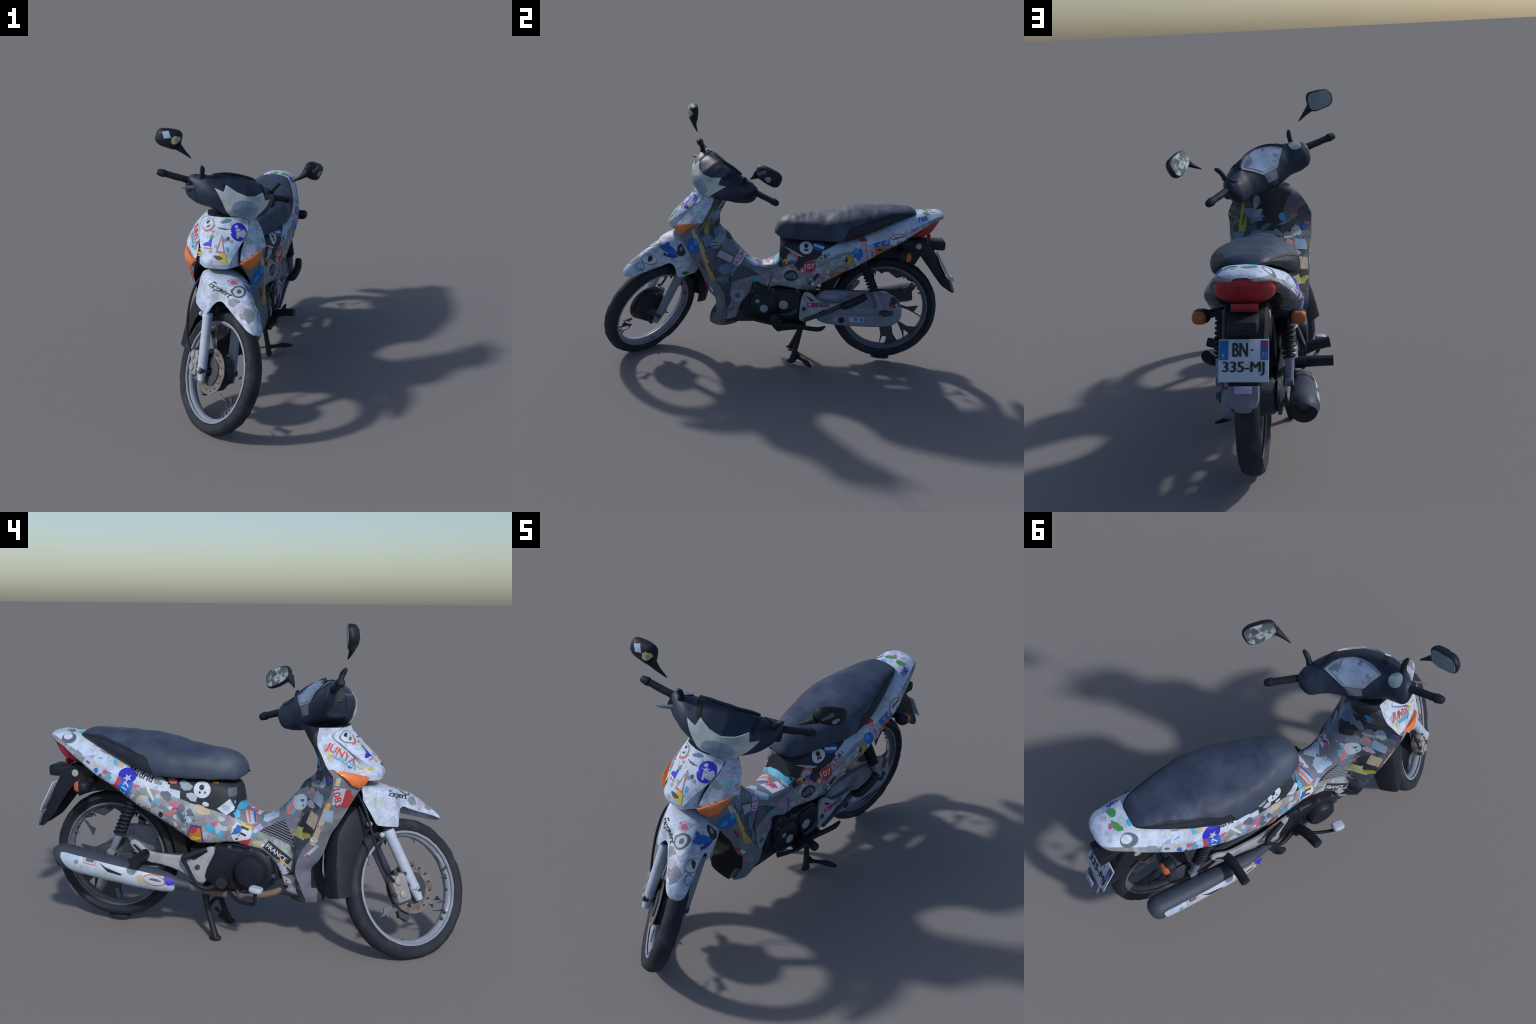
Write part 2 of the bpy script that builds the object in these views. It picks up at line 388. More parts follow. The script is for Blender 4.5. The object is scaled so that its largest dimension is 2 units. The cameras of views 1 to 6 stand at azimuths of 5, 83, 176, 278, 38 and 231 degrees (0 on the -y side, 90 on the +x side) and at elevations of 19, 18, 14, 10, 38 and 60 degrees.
def pick_seat(i, j, ce):
    k = abs(j + 0.5 - (nh2 - 1))
    w = pchip(SEAT_W, ce.y); zt = pchip(SEAT_TOP, ce.y); zb = pchip(SEAT_BOT, ce.y)
    edge = pchip([(-.65, -.02), (-.30, -.01), (-.255, .02), (-.23, .075), (-.16, .075), (0, .052), (.09, .025), (.158, .012)], ce.y)
    return "side" if ce.z < zb + edge and k > 24 else "top"
seat = split_grid(V, c, len(ys), pick_seat, {"top": ("seat", M_SEAT), "side": ("seat_side", M_SEATSIDE)}, angle=60)
seams = []
for s in (-1, 1):   # piping between seat top and side
    pts = []
    for y in (-.262, -.25, -.225, -.19, -.12, -.04, .05, .10, .135, .15):
        zb = pchip(SEAT_BOT, y); w = pchip(SEAT_W, y)
        e = pchip([(-.262, .002), (-.25, .03), (-.225, .076), (-.16, .076), (0, .053), (.09, .026), (.158, .013)], y)
        pts.append((s * w * 1.02 + sway(y), y, zb + e))
    seams.append(pts)

# ---------------------------------------------------------------- front shell: cowl, leg shield, inner panel, wheel well
# per height z: A(y) front centre, B, W, D, O (x, y) round the outside, I1, I0(y) on the rider's side
SHELL = [
 (.995, (-1.096, 0.075, -1.080, 0.078, -1.074, 0.095, -1.035, 0.108, -0.985, 0.055, -0.905, -0.885)),
 (.965, (-1.118, 0.118, -1.045, 0.121, -1.040, 0.130, -1.015, 0.138, -0.985, 0.067, -0.932, -0.899)),
 (.930, (-1.150, 0.122, -1.085, 0.126, -1.078, 0.150, -1.035, 0.166, -0.992, 0.076, -0.955, -0.918)),
 (.890, (-1.188, 0.110, -1.132, 0.117, -1.122, 0.166, -1.066, 0.187, -1.015, 0.084, -0.982, -0.940)),
 (.840, (-1.232, 0.082, -1.198, 0.108, -1.163, 0.179, -1.098, 0.204, -1.045, 0.095, -0.998, -0.957)),
 (.800, (-1.248, 0.066, -1.236, 0.113, -1.191, 0.177, -1.123, 0.202, -1.068, 0.100, -1.003, -0.957)),
 (.778, (-1.243, 0.056, -1.236, 0.116, -1.187, 0.172, -1.132, 0.202, -1.067, 0.100, -1.002, -0.950)),
 (.768, (-1.170, 0.060, -1.165, 0.120, -1.181, 0.170, -1.132, 0.202, -1.066, 0.100, -1.000, -0.940)),
 (.740, (-1.060, 0.088, -1.075, 0.133, -1.163, 0.172, -1.118, 0.201, -1.058, 0.104, -0.978, -0.900)),
 (.680, (-1.020, 0.095, -1.040, 0.144, -1.128, 0.176, -1.083, 0.196, -1.038, 0.108, -0.953, -0.870)),
 (.600, (-0.990, 0.095, -1.000, 0.143, -1.083, 0.174, -1.045, 0.192, -1.008, 0.114, -0.920, -0.840)),
 (.540, (-0.965, 0.095, -0.975, 0.140, -1.046, 0.171, -1.005, 0.189, -0.975, 0.116, -0.898, -0.840)),
 (.470, (-0.950, 0.095, -0.960, 0.136, -1.020, 0.167, -0.975, 0.188, -0.932, 0.116, -0.878, -0.840)),
 (.430, (-0.950, 0.095, -0.960, 0.133, -1.000, 0.163, -0.960, 0.187, -0.914, 0.114, -0.885, -0.840)),
 (.377, (-0.940, 0.085, -0.950, 0.124, -0.962, 0.150, -0.942, 0.176, -0.906, 0.112, -0.875, -0.840)),
 (.305, (-0.955, 0.080, -0.962, 0.112, -0.962, 0.132, -0.948, 0.152, -0.925, 0.110, -0.890, -0.840)),
 (.275, (-0.980, 0.075, -0.982, 0.104, -0.972, 0.122, -0.955, 0.138, -0.930, 0.106, -0.890, -0.840)),
 (.250, (-1.000, 0.070, -0.997, 0.096, -0.984, 0.112, -0.964, 0.124, -0.935, 0.100, -0.900, -0.840)),
 (.222, (-1.005, 0.060, -1.000, 0.084, -0.984, 0.096, -0.966, 0.104, -0.940, 0.090, -0.900, -0.840)),
 (.206, (-0.992, 0.040, -0.988, 0.062, -0.974, 0.074, -0.960, 0.080, -0.940, 0.070, -0.900, -0.840)),
]
zs = sorted(set([r[0] for r in SHELL] + frange(.995, .206, 92)), reverse=True)
V = []; c = 0
for z in zs:
    v = pchip(SHELL, z)
    a = [(0, v[0]), (v[1] * .62, v[0] * .72 + v[2] * .28), (v[1], v[2])]
    slot = [(v[1], v[2]), (v[3], v[4])]
    wing = [(v[3], v[4]), (v[5], v[6]), (v[7], v[8])]
    inn = [(v[7], v[8]), (v[7] * .5 + v[9] * .5 + .004, v[8] * .45 + v[10] * .55), (v[9], v[10]), (v[9] * .45, v[11] * .8 + v[10] * .2), (0, v[11])]
    h = chaikin(a, 2)
    n_a = len(h) - 1
    h += [(slot[1][0] - .015, slot[1][1] + .012)]; n_b = len(h) - 1
    h += [slot[1]]; n_s = len(h) - 1
    h += chaikin(wing, 3)[1:]; n_w = len(h) - 1
    h += chaikin(inn, 3)[1:]
    s = [(-x, y) for x, y in reversed(h)] + h[1:]; c = len(s)
    for x, y in s:
        p = Vector((x, y, z)); q = p * 15
        V.append(p + 0.002 * Vector((0, noise.noise(q), 0)))
nh3 = (c + 1) // 2
def pick_shell(i, j, ce):
    k = abs(j + 0.5 - (nh3 - 1)); ax = abs(ce.x)
    if k < n_a: return "cowl" if ce.z > .774 else "well"
    if k < n_b: return "cowl" if ce.z > .774 else ("shield" if ce.z < .28 else "well")
    if k < n_s: return "slot" if ce.z < .885 and ce.z > .774 else ("cowl" if ce.z > .774 else ("shield" if ce.z < .28 else "well"))
    if k < n_w: return "cowl" if ce.z > .80 + (ax - .118) * .45 else "shield"
    return "neck" if ax < pchip([(.70, .045), (.80, .060), (.92, .085), (.97, .12)], ce.z) and ce.z > .70 else "inner"
shell = split_grid(V, c, len(zs), pick_shell, {"cowl": ("front_cowl", M_WHITE), "well": ("wheel_well", M_WELL), "slot": ("cowl_slot", M_WELL),
                   "shield": ("leg_shield", M_SHIELD), "inner": ("inner_shield", M_INNER), "neck": ("neck_cover", M_DARK)})
mk("cowl_lid", V[:c], [tuple(range(c))], M_BLACK)
mk("fairing_floor", V[-c:], [tuple(range(c))], M_BLACK)
body_obs += list(shell.values())
keep_surface("body", body_obs)
keep_surface("seat", list(seat.values()))
for pts in seams: tube("seat_seam", [SURF["seat"].find_nearest(p)[0] for p in resample(pts, 40)], 0.0022, M_BLACK, n=8, seg=80)

# ---------------------------------------------------------------- stickers, lenses and lettering laid on a surface
TURN_UP = TURN.to_3x3().inverted() @ Vector((0, 0, 1))
def frame_on(key, p, d, spin, upw=None):
    """hit the surface from point p along direction d; returns origin and tangent frame"""
    d = Vector(d).normalized()
    loc, nrm, _, _ = SURF[key].ray_cast(Vector(p), d)
    if loc is None: return None
    if nrm.dot(d) > 0: nrm = -nrm
    upw = upw or (Vector((0, 0, 1)) if abs(d.z) < .9 else Vector((0, -1, 0)))
    u = upw.cross(-d).normalized(); w = (-d).cross(u).normalized()
    u2 = u * math.cos(spin) + w * math.sin(spin); w2 = -u * math.sin(spin) + w * math.cos(spin)
    return loc, d, u2, w2

def lay(name, key, fr, V2, F2, material, off=0.0012, thick=0.0006, turned=False, parent=None, bulge=None):
    loc, d, u, w = fr
    T = SURF[key]; top = []
    for x, y in V2:
        q = loc + u * x + w * y - d * 0.06
        hit, nrm, _, _ = T.ray_cast(q, d, 0.14)
        if hit is None: hit, nrm, _, _ = T.find_nearest(loc + u * x + w * y)
        if nrm.dot(d) > 0: nrm = -nrm
        nn = (nrm - d).normalized()
        top.append((hit, nn))
    V = [h + n * (off + (bulge(x, y) if bulge else 0)) for (h, n), (x, y) in zip(top, V2)]
    n = len(V); V += [h - n_ * .002 for h, n_ in top] if bulge else [h + n_ * (off - thick) for h, n_ in top]
    edges = {}
    for f in F2:
        for a, b in zip(f, f[1:] + f[:1]): edges[(a, b)] = edges.get((a, b), 0) + 1
    F = [tuple(f) for f in F2]
    for (a, b) in edges:
        if (b, a) not in edges: F.append((b, a, a + n, b + n))
    return mk(name, V, F, material, turned, 50, parent=parent, fixn=False)

def shape_mesh(poly, maxlen=0.012):
    bm = bmesh.new(); vs = [bm.verts.new((x, y, 0)) for x, y in poly]
    f = bm.faces.new(vs); f.normal_update()
    if f.normal.z < 0: f.normal_flip()
    bmesh.ops.triangulate(bm, faces=bm.faces[:])
    for _ in range(4):
        es = [e for e in bm.edges if e.calc_length() > maxlen]
        if not es: break
        bmesh.ops.subdivide_edges(bm, edges=es, cuts=1, use_grid_fill=False)
        bmesh.ops.triangulate(bm, faces=[f for f in bm.faces if len(f.verts) > 3])
    bm.verts.index_update()
    V2 = [(v.co.x, v.co.y) for v in bm.verts]; F2 = [[v.index for v in f.verts] for f in bm.faces]
    bm.free(); return V2, F2

def outline(kind, w, h):
    if kind == "disc": return [(w / 2 * math.cos(q), h / 2 * math.sin(q)) for q in frange(0, 2 * math.pi, 29)[:-1]]
    if kind == "rect": return [(-w / 2, -h / 2), (w / 2, -h / 2), (w / 2, h / 2), (-w / 2, h / 2)]
    if kind == "oct": return [(w / 2 * x, h / 2 * y) for x, y in ((-.5, -1), (.5, -1), (1, -.45), (1, .45), (.5, 1), (-.5, 1), (-1, .45), (-1, -.45))]
    if kind == "shield": return [(w / 2 * x, h / 2 * y) for x, y in ((0, -1), (.5, -.75), (.85, -.3), (1, .3), (.8, 1), (.3, .85), (-.3, .85), (-.8, 1), (-1, .3), (-.85, -.3), (-.5, -.75))]
    if kind == "tri": return [(-w / 2, -h / 2), (w / 2, -h / 2), (0, h / 2)]
    if kind == "cap": return [(w / 2 * math.cos(q), h * math.sin(q) - h / 2) for q in frange(0, math.pi, 17)]
    if kind == "splat":
        a, b, e = w * 900, h * 1300, (w + h) * 700
        f = lambda q: .84 + .10 * math.sin(2 * q + a) + .08 * math.sin(3 * q + b) + .05 * math.sin(7 * q + e)
        return [(w / 2 * f(q) * (1.12 if abs(math.cos(q)) > .6 else 1) * math.cos(q), h / 2 * f(q) * math.sin(q)) for q in frange(0, 2 * math.pi, 33)[:-1]]
    if kind == "star": return [((w if k % 2 == 0 else w * .42) / 2 * math.sin(k * math.pi / 5), (h if k % 2 == 0 else h * .42) / 2 * math.cos(k * math.pi / 5)) for k in range(10)]
    raise ValueError(kind)

LAYER = {}
def sticker(key, p, d, kind, w, h, col, spin=0.0, lvl=0, turned=False, dx=0, dy=0, parent=None, name="sticker"):
    fr = frame_on(key, p, d, math.radians(spin), TURN_UP if turned else None)
    if fr is None: return None
    V2, F2 = shape_mesh(outline(kind, w, h) if isinstance(kind, str) else [(x * w, y * h) for x, y in kind])
    V2 = [(x + dx, y + dy) for x, y in V2]
    return lay(name, key, fr, V2, F2, col, off=0.0012 + 0.0006 * lvl, turned=turned, parent=parent)

def lettering(key, p, d, text, w, col, spin=0.0, lvl=2, turned=False, dx=0, dy=0, h=None, shear=0.0, bold=0.0, parent=None):
    fr = frame_on(key, p, d, math.radians(spin), TURN_UP if turned else None)
    if fr is None: return None
    cu = bpy.data.curves.new("lettering", 'FONT'); cu.body = text; cu.align_x = 'CENTER'; cu.align_y = 'CENTER'
    cu.resolution_u = 3; cu.shear = shear
    ob = bpy.data.objects.new("lettering", cu); bpy.context.scene.collection.objects.link(ob)
    me = bpy.data.meshes.new_from_object(ob)
    bpy.data.objects.remove(ob); bpy.data.curves.remove(cu)
    xs = [v.co.x for v in me.vertices]; zs_ = [v.co.y for v in me.vertices]
    if not xs: return None
    s = w / (max(xs) - min(xs)); sy = s if h is None else h / (max(zs_) - min(zs_))
    cx, cy = (max(xs) + min(xs)) / 2, (max(zs_) + min(zs_)) / 2
    bm = bmesh.new(); bm.from_mesh(me)
    bmesh.ops.triangulate(bm, faces=bm.faces[:])
    bm.verts.index_update()
    V2 = [((v.co.x - cx) * s + dx, (v.co.y - cy) * sy + dy) for v in bm.verts]
    F2 = [[v.index for v in f.verts] for f in bm.faces]; bm.free(); bpy.data.meshes.remove(me)
    if bold:      # heavy type: strokes doubled side by side
        n0 = len(V2); b = bold * w
        V2 = [(x - b, y) for x, y in V2] + [(x + b, y) for x, y in V2]; F2 = F2 + [[k + n0 for k in f] for f in F2]
        o1 = lay("lettering", key, fr, V2[:n0], F2[:len(F2) // 2], col, off=0.0012 + 0.0006 * lvl, turned=turned, parent=parent)
        return lay("lettering", key, fr, V2[n0:], F2[:len(F2) // 2], col, off=0.0013 + 0.0006 * lvl, turned=turned, parent=parent)
    return lay("lettering", key, fr, V2, F2, col, off=0.0012 + 0.0006 * lvl, turned=turned, parent=parent)

# ---------------------------------------------------------------- front turn signals (in the cowl)
for s in (-1, 1):
    p = Vector((s * .158, -1.4, .800)); d = Vector((-s * .35, 1, 0)).normalized()
    p = Vector((s * .152, -1.140, .797)) - d * .2
    fr = frame_on("body", p, d, 0)
    pts3 = [(s * .205, -1.085, .838), (s * .165, -1.14, .820), (s * .113, -1.196, .797), (s * .128, -1.18, .772), (s * .145, -1.165, .757), (s * .170, -1.13, .775)]
    poly = [((Vector(q) - fr[0]).dot(fr[2]), (Vector(q) - fr[0]).dot(fr[3])) for q in pts3]
    V2, F2 = shape_mesh(poly, .008)
    cx = sum(x for x, y in poly) / 6; cy = sum(y for x, y in poly) / 6
    R2 = max(math.hypot(x - cx, y - cy) for x, y in poly)
    lay("turn_signal", "body", fr, V2, F2, M_AMBER, off=.004, bulge=lambda x, y: .017 * max(0, 1 - (math.hypot(x - cx, (y - cy) * 1.6) / R2) ** 2))

# vents: dark field with ribs, both sides of the tunnel
for s in (-1, 1):
    A, Bp, C = Vector((s * .11, -.898, .472)), Vector((s * .086, -.722, .524)), Vector((s * .080, -.832, .582))
    fr = frame_on("body", (s * .4, -.815, .535), (-s, 0, 0), 0)
    poly = [((q - fr[0]).dot(fr[2]), (q - fr[0]).dot(fr[3])) for q in (A, Bp, C)]
    V2, F2 = shape_mesh(poly, .01)
    lay("vent_field", "body", fr, V2, F2, M_WELL, off=.0015)
    for k in range(8):
        t = (k + .5) / 8.3
        a = A.lerp(C, t); b = Bp.lerp(C, t)
        pts = []
        for u in frange(.02, .98, 9):
            q = a.lerp(b, u); hit = SURF["body"].ray_cast(Vector((s * .4, q.y, q.z)), Vector((-s, 0, 0)))[0]
            pts.append(hit + Vector((s * .0035, 0, 0)))
        tube("vent_rib", pts, .0034, M_RIB, n=8, seg=9)

# ---------------------------------------------------------------- tail light, rear fender, plate
TL = [(.890, (.280, .064, .25)), (.870, (.277, .096, .22)), (.835, (.256, .113, .18)), (.805, (.236, .108, .15)), (.785, (.213, .092, .14)), (.768, (.178, .060, .12))]
secs = []
for z in frange(.890, .768, 16):
    yr, w, yf = pchip(TL, z)
    h = chaikin([(0, yr), (w * .62, yr - .004), (w * .95, yr - .035), (w, yf)], 3)
    secs.append([Vector((-x, y, z)) for x, y in reversed(h)] + [Vector((x, y, z)) for x, y in h[1:]])
loft("tail_light", secs, M_RED, closed=True, angle=50, jit=.0015, jscale=25)

FEN = [((0, .00, .735), .075, .022), ((0, .10, .725), .082, .040), ((0, .185, .715), .085, .048), ((0, .232, .665), .084, .040), ((0, .285, .580), .074, .032), ((0, .332, .510), .060, .024), ((0, .390, .450), .040, .006)]
path = resample([f[0] for f in FEN], 40); secs = []
for i, p in enumerate(path):
    t = (path[min(i + 1, 39)] - path[max(i - 1, 0)]).normalized(); nn = Vector((0, -t.z, t.y)); u = i / 39 * (len(FEN) - 1)
    w = pchip([(k, f[1]) for k, f in enumerate(FEN)], u); th = pchip([(k, f[2]) for k, f in enumerate(FEN)], u)
    h = chaikin([(w, -th), (w, th * .4), (w * .8, th), (-w * .8, th), (-w, th * .4), (-w, -th), (-w * .8, -th * .9), (-w * .7, th * .3), (w * .7, th * .3), (w * .8, -th * .9)], 1, True)
    secs.append([p + Vector((x, 0, 0)) + nn * y for x, y in h])
loft("rear_fender", secs, M_BLACK, jit=.003, jscale=20)
for s in (-1, 1): lathe("fender_reflector", [(0, 0), (0, .017), (.004, .016), (.006, 0)][::1], (s * .082, .165, .725), (s, 0, 0), flat("pale_grey", (.42, .42, .40)), n=24)
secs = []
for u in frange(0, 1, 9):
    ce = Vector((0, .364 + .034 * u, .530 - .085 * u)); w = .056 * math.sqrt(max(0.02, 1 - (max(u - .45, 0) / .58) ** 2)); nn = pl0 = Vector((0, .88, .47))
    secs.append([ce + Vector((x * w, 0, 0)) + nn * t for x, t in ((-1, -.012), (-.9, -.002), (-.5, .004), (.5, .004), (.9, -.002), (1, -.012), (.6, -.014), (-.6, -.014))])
loft("fender_tip", secs, M_SHIELD, jit=.002, jscale=30)  # grey stands in for sky reflected on the black plastic
box("plate_light", (0, .268, .722), (.105, .105, .052), M_BLACK, .012)
box("reflector", (0, .226, .770), (.098, .012, .030), M_RED, .003)
pl_dir = Vector((0, .07, -.132)).normalized(); pl_n = Vector((0, .132, .07)).normalized()
pc = Vector((0, .318, .606)); ang = math.atan2(.07, .132)
plate = box("number_plate", pc, (.176, .006, .150), M_PLATE, .002, rot=(ang, 'X'))
keep_surface("plate", [plate])
pq = pc + pl_n * .1; pd = -pl_n
BLUEP = flat("plate_blue", (.03, .15, .46)); INK = flat("ink", (.03, .03, .035))
def on_plate_rect(dx, dy, w, h, m, lvl=0): sticker("plate", pq, pd, "rect", w, h, m, 0, lvl, dx=dx, dy=dy, parent=plate, name="plate_band")
fr0 = frame_on("plate", pq, pd, 0)
SGN = 1 if fr0[2].x < 0 else -1     # u axis runs to the viewer's right when seen from behind
on_plate_rect(-.070, .036, .032, .068, BLUEP); on_plate_rect(.073, .036, .028, .068, BLUEP)
sticker("plate", pq, pd, "rect", .016, .018, flat("red", (.5, .05, .05)), 0, 1, dx=.073, dy=.055, parent=plate, name="plate_band")
lettering("plate", pq, pd, "BN", .052, INK, dx=-.012, dy=.037, h=.048, bold=.03, parent=plate)
lettering("plate", pq, pd, "-", .008, INK, dx=.030, dy=.036, h=.006, parent=plate)
lettering("plate", pq, pd, "335-MJ", .145, INK, dx=.0, dy=-.028, h=.048, bold=.011, parent=plate)
lettering("plate", pq, pd, "75", .018, flat("pale", (.55, .6, .66)), dx=.073, dy=.018, h=.018, parent=plate)
lettering("plate", pq, pd, "F", .009, flat("pale", (.55, .6, .66)), dx=-.070, dy=.016, h=.014, parent=plate)
box("fender_tag", (0, .382, .522), (.060, .007, .026), flat("lilac", (.42, .36, .56)), .002, rot=(ang, 'X'))
for s in (-1, 1):
    tube("turn_signal_stem", [(s * .070, .060, .708), (s * .12, .068, .703), (s * .165, .076, .694)], [.020, .016, .018], M_BLACK, n=14)
    blob("turn_signal_housing", (s * .179, .076, .690), (.034, .032, .027), M_BLACK, power=2.6)
    blob("turn_signal_glass", (s * .184, .092, .689), (.029, .021, .025), M_AMBER2, power=2.8)

# ---------------------------------------------------------------- wheels
def wheel(c, R, rim_r, turned, rimmat, rear=False):
    ax = (1, 0, 0) if rear else FAX
    wt = .042 if not rear else .046
    prof = [(-.024, rim_r + .002), (-.034, rim_r + .012), (-wt * .92, rim_r + .026), (-wt, R - .030), (-wt * .88, R - .015), (-wt * .5, R - .004), (0, R),
            (wt * .5, R - .004), (wt * .88, R - .015), (wt, R - .030), (wt * .92, rim_r + .026), (.034, rim_r + .012), (.024, rim_r + .002)]
    lathe("tyre", prof, c, ax, M_TYRE, n=120, closed=True, turned=turned, jit=.003, jscale=28, angle=50)
    rp = [(-.030, rim_r + .005), (-.031, rim_r - .004), (-.026, rim_r - .007), (-.021, rim_r - .002), (-.014, rim_r - .016), (0, rim_r - .020), (.014, rim_r - .016), (.021, rim_r - .002), (.026, rim_r - .007), (.031, rim_r - .004), (.030, rim_r + .005), (0, rim_r + .002)]
    lathe("rim", rp, c, ax, rimmat, n=96, closed=True, turned=turned, jit=.0015, jscale=40, angle=50)
FW = (.0065, -1.363, .290); RW = (0, 0, .334); FAX = (.9948, .0862, -.0535)   # front axle sits a little askew
R_F, R_R = .306, .304
wheel(FW, R_F, .244, True, M_RIM); wheel(RW, R_R, .246, False, M_RIMR, True)

rnd = random.Random(4)
def spoke_stub(c, turned, a, r0, r1, x, w, m, bend=0.0):
    """short spoke scrap as the scan left it between rim and hub"""
    pts = []; rad = []
    for k, u in enumerate(frange(0, 1, 4)):
        r = r0 + (r1 - r0) * u; q = a + bend * u
        pts.append((c[0] + x * (1 - .3 * u), c[1] + r * math.cos(q), c[2] + r * math.sin(q)))
        rad.append(w * (1 - .8 * u) + .0012)
    tube("spoke", pts, rad, m, n=8, seg=9, turned=turned)
for k in range(22):
    a = rnd.uniform(0, 6.28); spoke_stub(FW, True, a, .230, .230 - rnd.uniform(.008, .03), rnd.choice((-.012, .012)), .005, M_METAL, rnd.uniform(-.06, .06))
spoke_stub(FW, True, math.radians(205), .232, .175, .006, .003, M_METAL, .18); spoke_stub(FW, True, math.radians(195), .172, .20, .006, .008, M_METAL, .05)
for k in range(26):
    a = rnd.uniform(0.3, 2.9); spoke_stub(RW, False, a, .232, .232 - rnd.uniform(.008, .035), rnd.choice((-.012, .012)), .008, M_METAL, rnd.uniform(-.06, .06))
prism("scan_scrap", [(.080, .362), (.135, .345), (.201, .355), (.178, .316), (.219, .290), (.224, .281), (.169, .313), (.136, .329), (.08, .345)], .016, .022, M_METAL, .001, round_=0)  # spoke scraps left by gaps in the scan, not real tears
prism("scan_scrap", [(-.020, .235), (.055, .235), (.066, .172), (.096, .128), (.070, .104), (.020, .100), (.032, .151), (.007, .156), (-.010, .104), (-.004, .162)], .002, .016, M_METAL, .003, round_=0)
prism("scan_scrap", [(.080, .260), (.145, .222), (.205, .218), (.172, .165), (.148, .186), (.128, .201), (.134, .130), (.116, .187)], .002, .016, M_METAL, .003, round_=0)
prism("scan_scrap", [(-.095, .556), (-.027, .577), (.032, .573), (.128, .532), (.160, .493), (.131, .498), (.111, .522), (.065, .510), (.035, .531), (.010, .551), (-.024, .534), (-.043, .549)], -.006, .006, M_METAL, .002, round_=0)
prism("scan_scrap", [(.172, .486), (.149, .479), (.133, .457), (.106, .446), (.122, .408), (.142, .448)], -.012, -.007, M_METAL, .001, round_=0)

# front hub, disc, caliper
lathe("front_hub", [(-.05, .020), (-.045, .045), (-.03, .055), (.02, .062), (.045, .058), (.052, .03), (.065, .022)], FW, FAX, M_METAL, n=40, turned=True, jit=.003, jscale=40)
lathe("brake_disc", [(-.050, .060), (-.050, .112), (-.046, .112), (-.046, .060)], FW, FAX, M_DISC, n=72, closed=True, turned=True, angle=30)
lathe("disc_carrier", [(-.055, .02), (-.060, .025), (-.060, .050), (-.056, .068), (-.050, .068), (-.048, .02)], FW, FAX, M_METAL, n=48, closed=True, turned=True)
for k in range(16):
    q = 2 * math.pi * k / 16 + .1
    for rr in (.096,): lathe("disc_dot", [(0, .0045), (.0008, .0045), (.001, 0)], (-.0435, FW[1] + rr * math.cos(q), FW[2] + rr * math.sin(q)), (-1, 0, 0), M_WELL, n=10, turned=True)  # dark dots laid on the disc, no holes are cut
lathe("drum_web", [(-.046, .04), (-.048, .085), (-.03, .102), (.0, .092), (.03, .080), (.048, .055), (.05, .02)], FW, FAX, M_BLACK, n=56, turned=True, jit=.014, jscale=30)
cal = box("brake_caliper", (-.078, -1.280, .292), (.052, .074, .124), M_CALIPER, .014, rot=(-.30, 'X'), turned=True)
for y, z in ((-1.262, .322), (-1.286, .268)): lathe("caliper_piston", [(0, .021), (.010, .020), (.014, .012), (.014, 0)], (-.100, y, z), (-1, 0, 0), M_CALIPER, n=24, turned=True)
for y, z in ((-1.255, .350), (-1.315, .305), (-1.25, .262), (-1.30, .352)): blob("caliper_bolt", (-.092, y, z), (.014, .010, .010), M_METAL, 12, 8, turned=True)

prism("scan_scrap", [(-1.295, .232), (-1.228, .206), (-1.230, .188), (-1.209, .168), (-1.240, .179), (-1.248, .165), (-1.257, .185), (-1.289, .191), (-1.315, .200)], -.034, -.026, M_RIMR, .001, round_=0, turned=True)  # scan scraps round the front hub, not torn metal
prism("scan_scrap", [(-1.301, .195), (-1.308, .162), (-1.321, .160), (-1.343, .144), (-1.360, .165), (-1.345, .195)], -.034, -.004, M_METAL, .004, round_=0, turned=True)
prism("scan_scrap", [(-1.470, .234), (-1.508, .234), (-1.543, .233), (-1.511, .226), (-1.484, .203), (-1.488, .218), (-1.468, .216)], -.022, -.016, M_RIMR, .001, round_=0, turned=True)
prism("scan_scrap", [(-1.593, .226), (-1.528, .241), (-1.489, .220), (-1.513, .198), (-1.511, .219), (-1.560, .222)], .016, .021, M_METAL, .001, round_=0, turned=True)

# ---------------------------------------------------------------- fork
fdir = Vector((0, math.sin(RAKE), math.cos(RAKE)))
for s in (-1, 1):
    b = Vector((s * .083, -1.376, .242)); t = b + fdir * .42
    m = M_ALLOY if s < 0 else M_CHAIN
    tube("fork_leg", [b, b + fdir * .03, b + fdir * .06, b + fdir * .30, b + fdir * .312, b + fdir * .33], [.016, .021, .024, .024, .027, .025], m, n=20, smooth=False, turned=True)
    tube("fork_tube", [b + fdir * .31, t + fdir * .1], .017, M_METAL, n=16, turned=True)
    lathe("axle_nut", [(-.01, .016), (.016, .016), (.020, .010), (.020, 0)], (s * .088, FW[1], FW[2]), (s, 0, 0), M_METAL, n=16, turned=True)
tube("axle", [(-.09, FW[1], FW[2]), (.09, FW[1], FW[2])], .010, M_METAL, turned=True)
tube("fork_foot", [(-.088, -1.362, .288), (-.100, -1.345, .30)], .018, M_ALLOY, turned=True)
tube("fork_brace", [(-.085, -1.205, .50), (0, -1.19, .53), (.085, -1.205, .50)], .016, M_METAL, turned=True)
for x, y, z in ((-.095, -1.195, .515), (-.098, -1.135, .56)): blob("brace_bolt", (x, y, z), (.014, .012, .012), M_ALLOY, 12, 8, turned=True)
tube("steering_stem", [(0, AX_Y + .24 * .46, AX_Z + .27), (0, -1.02, .912), (0, -.985, .985), (0, -.97, 1.02)], [.028, .042, .055, .07], M_BLACK, n=20, turned=True)
tube("brake_hose", [(-.07, -1.08, .72), (-.125, -1.10, .62), (-.135, -1.13, .50), (-.122, -1.18, .38), (-.105, -1.24, .32)], .006, M_BLACK, n=10, turned=True)

